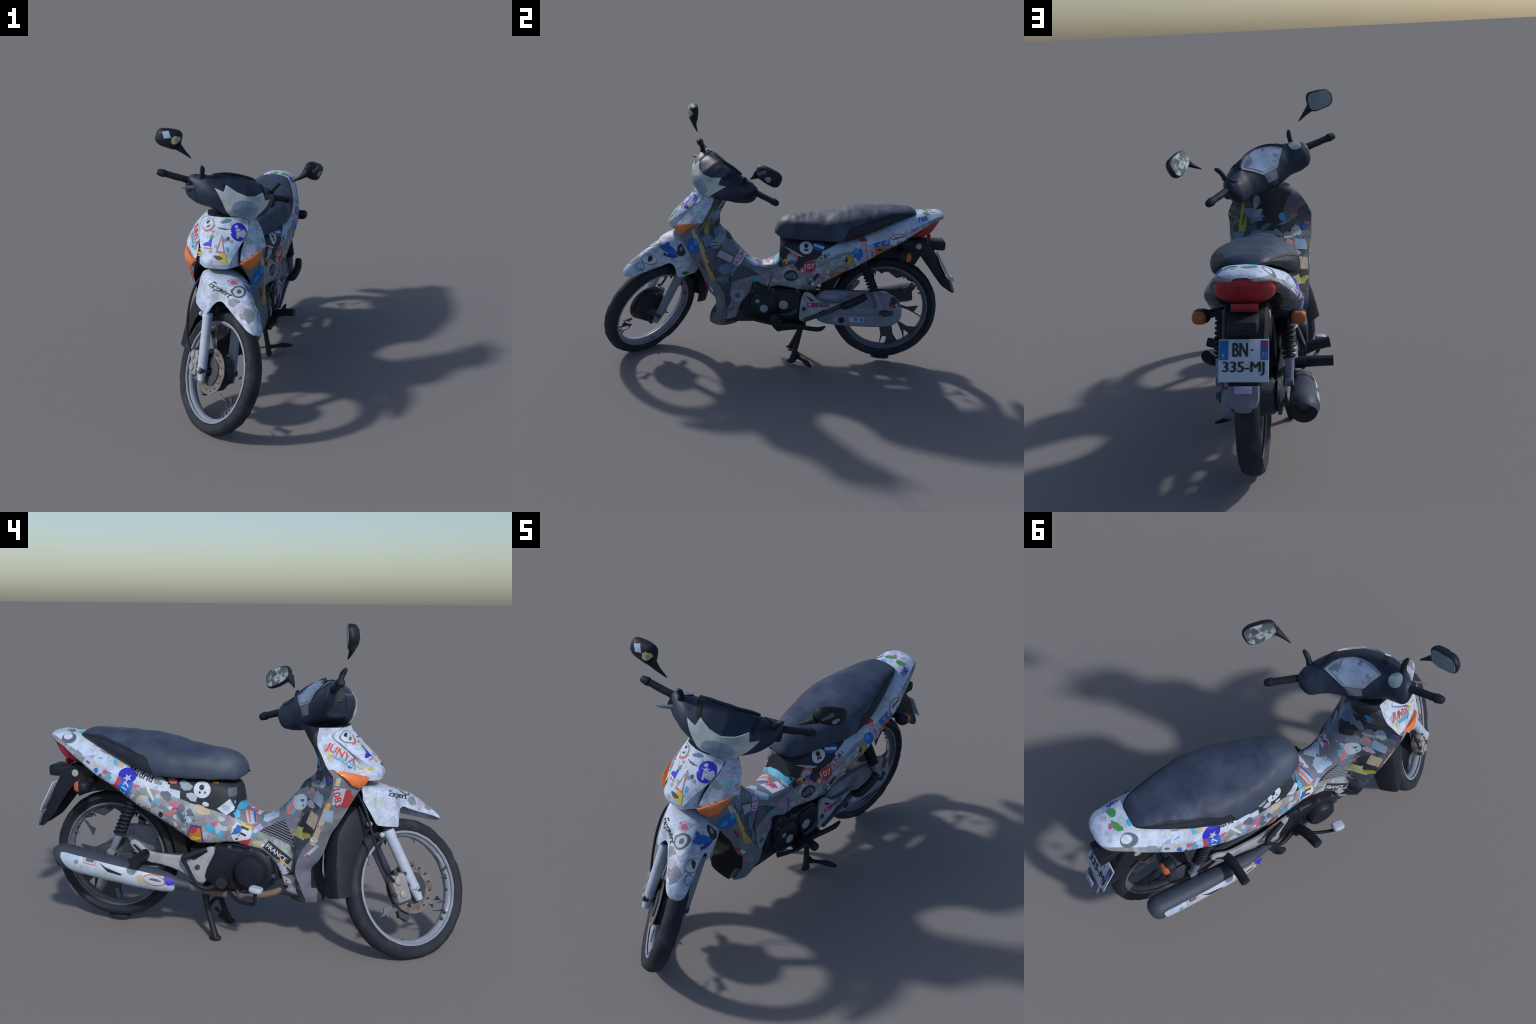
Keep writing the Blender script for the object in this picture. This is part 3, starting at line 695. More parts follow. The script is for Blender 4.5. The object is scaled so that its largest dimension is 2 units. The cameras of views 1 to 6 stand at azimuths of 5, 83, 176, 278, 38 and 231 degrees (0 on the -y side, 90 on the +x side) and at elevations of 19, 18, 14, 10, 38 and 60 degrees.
# ---------------------------------------------------------------- front fender (turns with the fork)
FTOP = [(-1.556, .598), (-1.549, .607), (-1.522, .634), (-1.433, .692), (-1.343, .728), (-1.25, .744), (-1.17, .755), (-1.10, .752)]
FW_ = [(-1.556, .016), (-1.549, .028), (-1.52, .043), (-1.45, .056), (-1.36, .070), (-1.30, .086), (-1.265, .112), (-1.23, .123), (-1.15, .124), (-1.10, .112)]
FLOW = [(-1.556, .594), (-1.54, .595), (-1.487, .606), (-1.36, .630), (-1.316, .640), (-1.293, .628), (-1.280, .600), (-1.270, .556), (-1.26, .548), (-1.16, .552), (-1.13, .60), (-1.10, .66)]
ysf = [-1.556, -1.554, -1.550, -1.544] + frange(-1.535, -1.30, 26) + frange(-1.296, -1.255, 14) + frange(-1.25, -1.10, 16)
V = []; c = 0
for y in ysf:
    zt, w, zl = pchip(FTOP, y), pchip(FW_, y), pchip(FLOW, y)
    zl = min(zl, zt - .002); dr = min(.075, (zt - zl) * .75)
    h = chaikin([(0, zt), (.22 * w, zt - .02 * dr), (.62 * w, zt - .28 * dr), (.93 * w, zt - .66 * dr), (w, zt - dr), (w, zl)], 2)
    h = [(x, z) for x, z in h] + [(w - .004, zl + .001)] + [(max(x - .005, 0), z - .005) for x, z in reversed(h[:-1])]
    s = h + [(-x, z) for x, z in reversed(h)]
    c = len(s)
    for x, z in s:
        p = Vector((x + .045 * max(0, -1.26 - y), y, z)); q = p * 16
        V.append(p + .0015 * Vector((noise.noise(q), 0, noise.noise(q + Vector((4, 4, 1))))))
fender = mk("front_fender", V, grid_faces(len(ysf), c, True) + [tuple(range(c - 1, -1, -1)), tuple(range((len(ysf) - 1) * c, len(ysf) * c))], M_WHITE, turned=True, angle=45)
keep_surface("fender", [fender])
# dark rear flap following the wheel
secs = []
for q in frange(math.radians(62), math.radians(-6), 26):
    ro = pchip([(-.12, .366), (0, .370), (.35, .396), (.62, .432), (.9, .440), (1.1, .43)], q); ri = min(.296 + .03 * max(q, 0), ro - .04)
    w = pchip([(-.15, .052), (.3, .060), (.9, .068), (1.3, .07)], q)
    ce = Vector((.004, FW[1], FW[2])); nr = Vector((0, math.cos(q), math.sin(q)))
    h = chaikin([(-w, ri), (-w, ro - .012), (-w * .7, ro), (w * .7, ro), (w, ro - .012), (w, ri), (w * .85, ri), (w * .6, ro - .012), (-w * .6, ro - .012), (-w * .85, ri)], 1, True)
    secs.append([ce + Vector((x, 0, 0)) + nr * r for x, r in h])
loft("mud_flap", secs, M_BLACK, turned=True, jit=.002)

# ---------------------------------------------------------------- handlebar cover
BAR = [
 (0.000, [(-1.066, .978), (-1.098, 1.018), (-1.108, 1.070), (-1.084, 1.118), (-1.036, 1.158), (-.984, 1.182), (-.952, 1.176), (-.922, 1.134), (-.895, 1.080), (-.893, 1.028), (-.905, .980), (-.985, .978)]),
 (0.060, [(-1.063, .986), (-1.093, 1.022), (-1.098, 1.074), (-1.072, 1.118), (-1.026, 1.154), (-.976, 1.175), (-.948, 1.170), (-.922, 1.134), (-.896, 1.086), (-.896, 1.036), (-.910, .986), (-.985, .984)]),
 (0.110, [(-1.052, 1.006), (-1.078, 1.044), (-1.074, 1.090), (-1.044, 1.126), (-1.008, 1.149), (-.972, 1.165), (-.943, 1.158), (-.918, 1.130), (-.895, 1.090), (-.894, 1.040), (-.914, .994), (-.980, .992)]),
 (0.160, [(-1.024, 1.014), (-1.052, 1.055), (-1.044, 1.098), (-1.014, 1.126), (-.982, 1.138), (-.953, 1.145), (-.922, 1.138), (-.898, 1.116), (-.881, 1.080), (-.882, 1.038), (-.904, .998), (-.958, .990)]),
 (0.205, [(-.975, 1.022), (-.998, 1.056), (-.998, 1.092), (-.976, 1.119), (-.948, 1.130), (-.926, 1.133), (-.900, 1.124), (-.879, 1.104), (-.868, 1.072), (-.869, 1.036), (-.889, 1.004), (-.930, .999)]),
 (0.232, [(-.942, 1.034), (-.953, 1.060), (-.953, 1.090), (-.944, 1.110), (-.930, 1.120), (-.912, 1.122), (-.894, 1.116), (-.879, 1.100), (-.873, 1.076), (-.875, 1.048), (-.892, 1.026), (-.918, 1.022)]),
 (0.246, [(-.924, 1.064), (-.930, 1.078), (-.930, 1.090), (-.925, 1.100), (-.918, 1.105), (-.910, 1.106), (-.902, 1.102), (-.895, 1.094), (-.892, 1.082), (-.895, 1.070), (-.904, 1.062), (-.914, 1.060)]),
]
tabs = [[(x, (p[k][0], p[k][1])) for x, p in BAR] for k in range(12)]
secs = []
for x in frange(-.246, .246, 61):
    pts = chaikin([pchip(t, abs(x)) for t in tabs], 2, True)
    secs.append([Vector((x, y, z)) for y, z in pts])
barcover = loft("handlebar_cover", secs, M_BAR, turned=True, jit=.0025, jscale=20, angle=50)
keep_surface("bar", [barcover])
def poly_on(name, key, p, d, pts3, m, off, bulge=0, turned=True, maxlen=.01):
    fr = frame_on(key, p, d, 0)
    poly = [((Vector(q) - fr[0]).dot(fr[2]), (Vector(q) - fr[0]).dot(fr[3])) for q in pts3]
    V2, F2 = shape_mesh(poly, maxlen)
    cx = sum(x for x, y in poly) / len(poly); cy = sum(y for x, y in poly) / len(poly); R2 = max(math.hypot(x - cx, y - cy) for x, y in poly)
    return lay(name, key, fr, V2, F2, m, off=off, turned=turned, bulge=(lambda x, y: bulge * max(0, 1 - (math.hypot(x - cx, (y - cy) * 1.5) / R2) ** 2)) if bulge else None)
HL = [(0, .986), (.045, .996), (.085, 1.022), (.125, 1.068), (.157, 1.108), (.116, 1.104), (.104, 1.134), (.055, 1.118), (0, 1.112)]
HL3 = [(x, -1.0, z) for x, z in HL] + [(-x, -1.0, z) for x, z in HL[-2:0:-1]]
poly_on("headlight", "bar", (0, -1.3, 1.06), (0, 1, 0), HL3, M_LENS, .003, .010)
poly_on("headlight_bowl", "bar", (0, -1.3, 1.055), (0, 1, 0), [(.07 * math.cos(q), -1.0, 1.054 + .040 * math.sin(q)) for q in frange(0, 6.2832, 25)[:-1]], M_BULB, .0125, .004)
MT = [(.128, 1.135), (.085, 1.160), (.035, 1.178), (-.035, 1.178), (-.085, 1.160), (-.128, 1.135), (-.08, 1.105), (-.045, 1.082), (.045, 1.082), (.08, 1.105)]
md = Vector((0, -.8, -.6)).normalized()
def mt3(k): return [(x * k, -.93 - (z - 1.135) * .9 * k, 1.135 + (z - 1.135) * k) for x, z in MT]
poly_on("meter_rim", "bar", Vector((0, -.93, 1.135)) - md * .2, md, mt3(1.0), M_METERRIM, .003)
tube("meter_hood", [SURF["bar"].find_nearest(Vector(q))[0] + Vector((0, .002, .004)) for q in mt3(1.03)[:6]], .0065, M_BAR, n=10, turned=True)
poly_on("meter_glass", "bar", Vector((0, -.93, 1.135)) - md * .2, md, mt3(.83), M_METER, .0045)
for s in (-1, 1):
    poly_on("cover_gap_patch", "bar", Vector((s * .122, -1.25, 1.20)), Vector((0, .9, -.44)), [(s * .106, -1.03, 1.134), (s * .124, -1.03, 1.122), (s * .138, -.975, 1.158), (s * .122, -.965, 1.172)], M_WELL, .0022)  # dark patch laid on the cover to stand for a gap
    poly_on("reservoir_cap", "bar", Vector((s * .185, -.91, 1.125)) - md * .2, md, [(s * .185 + .030 * math.cos(q), -.91 - .022 * math.sin(q), 1.122 + .020 * math.sin(q)) for q in frange(0, 6.2832, 21)[:-1]], M_CAP if s < 0 else M_BAR, .004)
    # grips
    tube("grip", [(s * .232, -.906, 1.089), (s * .27, -.896, 1.088), (s * .34, -.874, 1.087), (s * .362, -.867, 1.087)], [.017, .0165, .016, .0165], M_GRIP, n=18, turned=True, jit=.0015, jscale=60)
    tube("grip_end", [(s * .356, -.869, 1.087), (s * .360, -.868, 1.087), (s * .385, -.861, 1.086), (s * .391, -.859, 1.086)], [.019, .020, .016, .011], M_GRIP, n=18, smooth=False, turned=True)
    # mirror stem stump
    tube("mirror_stem", [(s * .205, -.955, 1.125), (s * .208, -.960, 1.150), (s * .214, -.966, 1.168), (s * .228, -.975, 1.186)], [.016, .012, .012, .006], M_BLACK, n=12, turned=True)
    tube("switch_block", [(s * .222, -.93, 1.07), (s * .246, -.925, 1.068)], .028, M_BLACK, n=16, turned=True)
tube("brake_lever", [(-.215, -.955, 1.075), (-.245, -.962, 1.068), (-.275, -.966, 1.063), (-.296, -.967, 1.060)], [.011, .009, .007, .002], M_CHAIN, n=10, turned=True, flat_ratio=.6)
poly_on("speedo_label", "bar", Vector((0, -.7, 1.045)), (0, -1, 0), [(-.035, -.9, 1.07), (.04, -.9, 1.07), (.03, -.9, 1.025), (-.03, -.9, 1.025)], M_RIB, .002)

# ---------------------------------------------------------------- mirrors
def mirror(tip, ce, nrm, upd, wd, ht, glass):
    nrm = Vector(nrm).normalized(); upd = Vector(upd); upd = (upd - nrm * upd.dot(nrm)).normalized(); rt = upd.cross(nrm)
    ce = Vector(ce); tip = Vector(tip)
    oct_ = [(math.cos(q), math.sin(q)) for q in frange(0, 6.2832, 41)[:-1]]
    def ring(k, dn, p=3.2):
        out = []
        for a, b in oct_:
            x = math.copysign(abs(a) ** (2 / p), a); y = math.copysign(abs(b) ** (2 / p), b)
            out.append(ce + rt * x * wd * k + upd * y * ht * k * (1 - .12 * x) + nrm * dn)
        return out
    head = loft("mirror", [ring(.93, .012), ring(1.0, .008), ring(1.0, -.002), ring(.90, -.018), ring(.62, -.030), ring(.2, -.034)], M_BLACK, turned=True, jit=.002, jscale=30, angle=50)
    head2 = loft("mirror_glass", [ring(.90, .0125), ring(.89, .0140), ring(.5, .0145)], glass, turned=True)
    side = 1 if (tip - ce).dot(rt) > 0 else -1
    root_ = ce + rt * side * wd * .78 - upd * ht * .55 - nrm * .008
    mid = root_.lerp(tip, .45) + nrm * -.004
    tube("mirror_arm", [root_, mid, tip], [.022, .011, .002], M_BLACK, n=12, turned=True)
    return head
mR = mirror((-.284, -.950, 1.208), (-.404, -.900, 1.268), (.43, .90, 0), (-.10, 0, 1), .064, .047, M_MIRROR)
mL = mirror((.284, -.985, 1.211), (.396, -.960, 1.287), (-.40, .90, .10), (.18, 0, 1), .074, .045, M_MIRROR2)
keep_surface("mirR", [mR]); keep_surface("mirL", [mL])

# ---------------------------------------------------------------- engine
prism("engine_block", [(-.545, .455), (-.62, .462), (-.715, .445), (-.785, .41), (-.825, .34), (-.80, .262), (-.60, .238), (-.49, .262), (-.462, .32), (-.49, .42)], -.105, .115, M_ENGINE, .012)
lathe("clutch_cover", [(.0, .098), (.055, .096), (.062, .085), (.064, .073), (.085, .070), (.096, .062), (.100, .045), (.100, 0)], (-.088, -.702, .356), (-1, 0, 0), M_ENGINE, n=56)
lathe("clutch_hub", [(.0, .10), (.030, .098), (.040, .085), (.040, 0)], (-.088, -.600, .345), (-1, 0, 0), M_ENGINE, n=48)
prism("engine_side_case", [(-.52, .45), (-.62, .455), (-.70, .44), (-.72, .30), (-.62, .25), (-.50, .27), (-.475, .33)], -.145, -.09, M_ENGINE, .014)
for y, z in ((-.70, .444), (-.775, .42), (-.60, .452), (-.80, .34), (-.53, .44)): lathe("case_bolt", [(0, .010), (.010, .010), (.012, .006), (.012, 0)], (-.135, y, z), (-1, 0, 0), M_METAL, n=12)
lathe("crank_cover", [(0, .084), (.042, .083), (.055, .078), (.058, .066), (.064, .060), (.068, .040), (.068, 0)], (.085, -.690, .356), (1, 0, 0), M_ENGINE, n=56)
prism("crank_case", [(-.742, .495), (-.765, .47), (-.775, .36), (-.755, .28), (-.70, .262), (-.56, .268), (-.50, .285), (-.478, .33), (-.482, .455), (-.60, .455), (-.66, .452)], .09, .135, M_ENGINE, .010)
prism("sprocket_cover", [(-.622, .448), (-.49, .445), (-.482, .33), (-.52, .275), (-.60, .285)], .125, .150, M_ENGINE, .010)
for y, z in ((-.742, .478), (-.752, .44), (-.640, .452), (-.662, .463), (-.73, .415), (-.59, .43)): lathe("case_bolt", [(0, .010), (.010, .010), (.012, .006), (.012, 0)], (.133, y, z), (1, 0, 0), M_METAL, n=12)
for y, z, r, m in ((-.688, .345, .023, M_CAP), (-.578, .372, .026, M_CAP), (-.725, .388, .012, M_CAP)):
    lathe("case_badge", [(0, r), (.003, r), (.004, r * .8), (.004, 0)], (.152, y, z), (1, 0, 0), m, n=32)
# dark core added to fill behind the covers, then frame bulk under the tail
prism("core_filler", [(-.54, .68), (-.60, .54), (-.71, .50), (-.86, .52), (-.93, .45), (-.90, .27), (-.82, .27), (-.60, .47)], -.075, .075, M_WELL, .01)
prism("rear_frame", [(-.46, .50), (-.36, .53), (-.25, .61), (-.12, .67), (.05, .725), (.12, .775), (.0, .80), (-.3, .70), (-.5, .66)], -.118, .118, M_WELL, .012)
def guard(a0, a1, hw):
    a0, a1 = math.radians(a0), math.radians(a1)
    arc = [(r * math.cos(q), .334 + r * math.sin(q)) for r, q in [(.319, q) for q in frange(a0, a1, 12)] + [(.372 + .028 * math.sin(q), q) for q in frange(a1, a0, 9)]]
    prism("inner_fender", arc, -hw, hw, M_WELL, .004, round_=0)
guard(62, 122, .085); guard(121, 176, .064)
prism("belly_pan", [(-.935, .240), (-.80, .243), (-.68, .252), (-.68, .30), (-.80, .32), (-.93, .32)], -.105, .108, M_DARK, .012)
box("swing_pivot", (0, -.44, .36), (.16, .10, .12), M_WELL, .015)

# ---------------------------------------------------------------- left: chain case, bracket, pedals
CC = [(-.40, .452), (-.20, .457), (-.05, .456), (.030, .443), (.082, .398), (.098, .345), (.090, .290), (.045, .256), (-.02, .243), (-.25, .244), (-.37, .258), (-.40, .30)]
prism("chain_case", CC, .078, .118, M_CHAIN, .012)
prism("chain_case_ridge", [(-.36, .362), (-.04, .368), (.02, .366), (.035, .345), (.025, .320), (-.36, .316)], .112, .124, M_CHAIN, .005)
prism("chain_case_panel", [(-.38, .442), (-.05, .446), (.02, .436), (.06, .40), (.055, .378), (-.38, .372)], .112, .1215, M_CHAIN, .004)
lathe("chain_case_plug", [(0, .017), (.004, .017), (.006, .012), (.006, 0)], (.117, -.245, .282), (1, 0, 0), M_WELL, n=28)
tube("swingarm", [(.085, -.42, .36), (.09, -.2, .355), (.09, .03, .34)], .024, M_CHAIN, n=14)
prism("swingarm", [(-.44, .395), (-.30, .385), (-.10, .372), (.045, .362), (.055, .338), (.045, .312), (-.10, .315), (-.30, .325), (-.44, .33)], -.108, -.078, M_METAL, .008)
lathe("axle_nut", [(0, .022), (.012, .020), (.03, .013), (.034, 0)], (.118, .0, .336), (1, 0, 0), M_METAL, n=16)
box("axle_adjuster", (.128, .005, .338), (.016, .075, .026), M_METAL, .005)
prism("footrest_bracket", [(-.475, .452), (-.425, .447), (-.385, .402), (-.30, .388), (-.225, .398), (-.215, .375), (-.30, .352), (-.37, .345), (-.40, .285), (-.478, .272), (-.492, .30)], .128, .150, M_BRACKET, .007)
prism("bracket_slot_plate", [(-.455, .432), (-.43, .418), (-.40, .398), (-.425, .400)], .1495, .1512, M_WELL, 0, round_=0)  # dark plate on the bracket, no opening is cut
lathe("bracket_bolt", [(0, .012), (.006, .011), (.007, 0)], (.150, -.462, .352), (1, 0, 0), M_METAL, n=16)
tube("bracket_strut", [(.150, -.455, .285), (.152, -.35, .330), (.156, -.245, .385)], [.012, .013, .012], M_METAL, n=12)
tube("footrest", [(.160, -.245, .385), (.190, -.232, .395), (.205, -.17, .432), (.200, -.120, .460)], [.015, .022, .022, .020], M_BLACK, n=14, jit=.001)
tube("footrest_bar", [(.06, -.55, .262), (.14, -.60, .290), (.20, -.618, .318), (.272, -.632, .331)], [.022, .022, .022, .021], M_BLACK, n=16)
tube("gear_pedal", [(.150, -.765, .284), (.165, -.70, .272), (.168, -.62, .262), (.150, -.52, .250), (.150, -.43, .235), (.158, -.37, .236), (.165, -.338, .256)], [.012, .009, .012, .013, .013, .013, .005], M_BLACK, n=12)
tube("gear_shaft", [(.10, -.60, .285), (.165, -.60, .275)], .016, M_METAL)
tube("shift_rod", [(.150, -.60, .310), (.155, -.54, .320), (.152, -.50, .345)], [.008, .012, .015], M_METAL, n=10)
prism("stand_mount", [(-.64, .27), (-.56, .262), (-.44, .25), (-.45, .222), (-.56, .21), (-.605, .20), (-.63, .235)], -.06, .135, M_BLACK, .012)
prism("engine_skid", [(-.66, .272), (-.60, .272), (-.585, .215), (-.60, .195), (-.635, .228)], .04, .14, M_BLACK, .008)

# ---------------------------------------------------------------- right: bracket, muffler, pedals
prism("footrest_bracket", [(-.548, .452), (-.498, .446), (-.395, .394), (-.26, .396), (-.215, .405), (-.160, .452), (-.124, .443), (-.145, .405), (-.205, .352), (-.30, .345), (-.40, .312), (-.455, .276), (-.492, .280), (-.482, .318)], -.150, -.128, M_BRACKET, .007)
prism("bracket_slot_plate", [(-.155, .432), (-.145, .428), (-.195, .378), (-.215, .385)], -.1515, -.149, M_WELL, 0, round_=0)  # dark plates laid on the bracket in place of openings
prism("bracket_slot_plate", [(-.50, .425), (-.475, .42), (-.42, .388), (-.44, .382)], -.1515, -.149, M_WELL, 0, round_=0)
lathe("bracket_bolt", [(0, .012), (.006, .011), (.007, 0)], (-.150, -.455, .352), (-1, 0, 0), M_METAL, n=16)
tube("footrest", [(-.145, -.205, .392), (-.185, -.212, .395), (-.20, -.214, .397), (-.308, -.216, .400)], [.020, .024, .023, .022], M_BLACK, n=16, jit=.001)
tube("footrest_bar", [(-.06, -.53, .250), (-.16, -.585, .300), (-.22, -.602, .325), (-.290, -.612, .338)], [.022, .024, .025, .024], M_BLACK, n=16)
tube("kick_lever", [(-.15, -.50, .437), (-.168, -.43, .412), (-.180, -.400, .395), (-.182, -.415, .365), (-.178, -.455, .290), (-.168, -.50, .262), (-.150, -.56, .280)], [.011, .014, .012, .008, .008, .012, .016], M_BLACK, n=10)
tube("brake_pedal", [(-.15, -.60, .255), (-.19, -.66, .228), (-.225, -.735, .235), (-.240, -.745, .270), (-.242, -.752, .300)], .008, M_BLACK, n=10)
blob("brake_pad", (-.244, -.752, .308), (.026, .030, .013), M_ALLOY, power=3.5, rot=Matrix.Rotation(.15, 4, 'X'))
MUF = [((-.200, .182, .364), .050), ((-.200, .176, .364), .055), ((-.198, .14, .358), .056), ((-.190, -.05, .326), .053), ((-.180, -.20, .300), .047), ((-.172, -.30, .284), .040), ((-.160, -.36, .272), .026), ((-.145, -.42, .258), .018)]
tube("muffler", [m[0] for m in MUF], [m[1] for m in MUF], M_MUFFLER, n=32, seg=60)
lathe("muffler_end", [(0, .052), (.004, .051), (.004, .016), (-.006, .014), (-.006, 0)], (-.2, .1815, .3643), (0, .99, .14), M_WELL, n=32)
path = resample([(-.199, .162, .3625), (-.194, .05, .343), (-.188, -.08, .321), (-.180, -.20, .300), (-.172, -.30, .284), (-.165, -.36, .274)], 40); secs = []
for i, p in enumerate(path):
    u = i / 39
    r = pchip([(0, .0615), (.3, .061), (.55, .058), (.75, .052), (.92, .043), (1, .035)], u)
    lo, hi = pchip([(0, (.2, .55)), (.05, (-.35, .62)), (.12, (-1.0, .62)), (.3, (-1.15, .60)), (.9, (-1.1, .7)), (1, (-.6, .5))], u)
    s = []
    for q in frange(lo, hi, 15): s.append(p + Vector((-math.cos(q) * r, 0, math.sin(q) * r)))
    for q in frange(hi, lo, 15): s.append(p + Vector((-math.cos(q) * (r - .008), 0, math.sin(q) * (r - .008))))
    secs.append(s)
heat = loft("heat_shield", secs, M_HEAT, jit=.001, angle=45)
keep_surface("heat", [heat])
tube("exhaust_pipe", [(-.145, -.41, .259), (-.125, -.50, .236), (-.118, -.62, .228), (-.112, -.74, .240), (-.100, -.81, .262), (-.06, -.84, .30)], [.019, .017, .016, .016, .016, .016], M_PIPE, n=16)
tube("kick_shaft", [(-.10, -.58, .272), (-.175, -.575, .278)], [.022, .018], M_ENGINE)
tube("cable_clip", [(-.12, -.63, .26), (-.125, -.64, .215), (-.12, -.66, .20)], [.012, .010, .004], M_METAL, n=10)
lathe("rear_hub", [(-.100, .020), (-.095, .050), (-.080, .068), (-.04, .074), (.0, .072), (.05, .06), (.07, .03)], RW, (1, 0, 0), M_METAL, n=48, jit=.004, jscale=30)
lathe("brake_drum_plate", [(0, .074), (.012, .070), (.018, .045), (.026, .03), (.026, 0)], (-.095, 0, .336), (-1, 0, 0), M_METAL, n=40, jit=.003, jscale=30)
tube("brake_arm", [(-.115, -.02, .31), (-.118, -.08, .345), (-.118, -.14, .36)], .009, M_METAL, n=10)
for k in range(7):
    q = k * .9; blob("hub_bolt", (-.095, .05 * math.cos(q), .336 + .05 * math.sin(q)), (.012, .010, .010), M_METAL, 10, 6)

# shock absorbers
for s in (-1, 1):
    a, b = Vector((s * .130, -.150, .650)), Vector((s * .138, -.036, .382))
    d = b - a
    tube("shock_rod", [a, b], .012, M_METAL, n=14)
    tube("shock_cover", [a + d * .02, a + d * .42], .021, M_BLACK, n=18)
    tube("shock_lower", [a + d * .66, a + d * .70, b - d * .02], [.024, .020, .015], M_CHAIN, n=18, smooth=False)
    t = d.normalized(); u = Vector((1, 0, 0)); u = (u - t * u.dot(t)).normalized(); w = t.cross(u)
    pts = [a + d * (.08 + .60 * k / 80) + .0235 * (math.cos(k * .70) * u + math.sin(k * .70) * w) for k in range(81)]
    tube("shock_spring", pts, .0058, M_BLACK, n=8, seg=161)
    lathe("shock_eye", [(-.014, .019), (.014, .019), (.016, .010), (.016, 0)], b, (s, 0, 0), M_CHAIN, n=20)

# centre stand
tube("centre_stand", [(.055, -.470, .232), (.072, -.482, .15), (.090, -.500, .075), (.104, -.518, .016)], [.018, .014, .014, .018], M_BLACK, n=12)
tube("centre_stand", [(-.055, -.455, .225), (-.078, -.472, .15), (-.096, -.50, .075), (-.112, -.522, .016)], [.020, .014, .014, .018], M_BLACK, n=12)
blob("stand_foot", (.105, -.520, .014), (.018, .028, .013), M_BLACK, 14, 8)
blob("stand_foot", (-.113, -.524, .014), (.018, .028, .013), M_BLACK, 14, 8)
prism("stand_gusset", [(-.50, .09), (-.535, .02), (-.50, .012), (-.46, .035), (-.485, .07)], .088, .104, M_BLACK, .005)
tube("stand_lever", [(.100, -.50, .045), (.14, -.462, .040), (.175, -.435, .036), (.222, -.411, .030)], [.014, .010, .016, .007], M_BLACK, n=12, flat_ratio=.7)
tube("stand_bridge", [(.075, -.482, .14), (0, -.478, .15), (-.08, -.475, .14)], .010, M_BLACK, n=10)


# ---------------------------------------------------------------- stickers
TINT = {"white": (.66, .70, .77), "paper": (.48, .52, .58), "paper2": (.34, .36, .38), "paleblue": (.45, .56, .70), "iceblue": (.33, .45, .56),
        "slate": (.11, .14, .18), "paleslate": (.31, .36, .44), "steel": (.15, .25, .36), "tealgrey": (.31, .40, .42), "taupe": (.26, .27, .29),
        "sand": (.55, .44, .30), "red": (.46, .03, .06), "coral": (.64, .19, .17), "coral2": (.66, .09, .08), "pink": (.58, .11, .24),
        "pinkpale": (.50, .42, .50), "magenta": (.48, .03, .22), "magenta2": (.44, .11, .34), "maroon": (.27, .03, .05), "orange": (.60, .21, .03),
        "orange2": (.58, .37, .10), "orange3": (.56, .16, .05), "yellow": (.66, .53, .08), "lemon": (.58, .56, .22), "lemon2": (.40, .38, .05),
        "green": (.08, .31, .10), "green2": (.04, .21, .14), "cyan": (.07, .46, .66), "cyan2": (.05, .34, .58), "aqua": (.29, .60, .58),
        "teal": (.08, .35, .41), "blue": (.02, .14, .50), "royal": (.03, .03, .50), "purple": (.10, .05, .22), "lilac": (.41, .35, .55),
        "ink": (.028, .028, .034), "ink2": (.10, .105, .12)}
def tint(c): return flat(c, TINT[c])
# directions from which a face of the bike is decorated: right side, left side, front
FACE = {"R": ((.939, .278, -.203), 0, -.14), "L": ((-.959, -.018, -.283), 0, .14), "F": ((-.218, .922, -.321), 1, -1.15)}
def deco(face, a, b, kind, w, h, spin, col, lvl=0):
    """sticker on the body: a = y (or x on the front), b = z, w and h in metres"""
    d, axis, off = FACE[face]; d = Vector(d)
    p = Vector((off, a, b)) if axis == 0 else Vector((a, off, b))
    sticker("body", p - d * .25, d, kind, w, h, tint(col), spin, lvl)
def words(face, a, b, text, w, spin, col, lvl=1):
    d, axis, off = FACE[face]; d = Vector(d)
    p = Vector((off, a, b)) if axis == 0 else Vector((a, off, b))
    lettering("body", p - d * .25, d, text, w, tint(col), spin, lvl, bold=.008)
FTURN = {"R": (.912, -.392, .124), "L": (-.617, .552, -.562), "F": (.514, .815, -.269)}
def fdeco(face, p, kind, w, h, spin, col, lvl=0):
    d = Vector(FTURN[face]); sticker("fender", Vector(p) - d * .25, d, kind, w, h, tint(col), spin, lvl, turned=True)
def fwords(face, p, text, w, spin, col, lvl=1):
    d = Vector(FTURN[face]); lettering("fender", Vector(p) - d * .25, d, text, w, tint(col), spin, lvl, turned=True, bold=.012)

# right side
deco("R", 0.17, 0.899, 'disc', 0.07, 0.048, 0, "slate", 0)
deco("R", 0.175, 0.907, 'disc', 0.042, 0.029, 0, "white", 1)
deco("R", 0.112, 0.82, 'rect', 0.048, 0.031, -38, "taupe", 0)
deco("R", 0.034, 0.773, 'rect', 0.12, 0.04, -40, "paper", 0)
deco("R", 0.023, 0.759, 'splat', 0.025, 0.022, -40, "blue", 1)
deco("R", -0.02, 0.753, 'splat', 0.022, 0.025, -40, "pink", 1)
deco("R", 0.03, 0.779, 'splat', 0.022, 0.015, -40, "sand", 1)
deco("R", -0.039, 0.734, 'splat', 0.029, 0.025, -40, "teal", 1)
deco("R", 0.002, 0.735, 'splat', 0.018, 0.022, -40, "purple", 1)
deco("R", 0.065, 0.793, 'splat', 0.022, 0.015, -40, "slate", 1)
deco("R", -0.056, 0.724, 'splat', 0.04, 0.058, -30, "paleblue", 0)
deco("R", -0.084, 0.799, 'rect', 0.047, 0.034, -15, "sand", 0)
deco("R", -0.07, 0.801, 'splat', 0.025, 0.031, -15, "cyan", 1)
deco("R", -0.129, 0.745, 'disc', 0.084, 0.068, 0, "royal", 1)
deco("R", -0.13, 0.733, 'star', 0.043, 0.039, 20, "paper", 2)
words("R", -0.192, 0.753, "Madrid", 0.114, -24, "ink", 3)
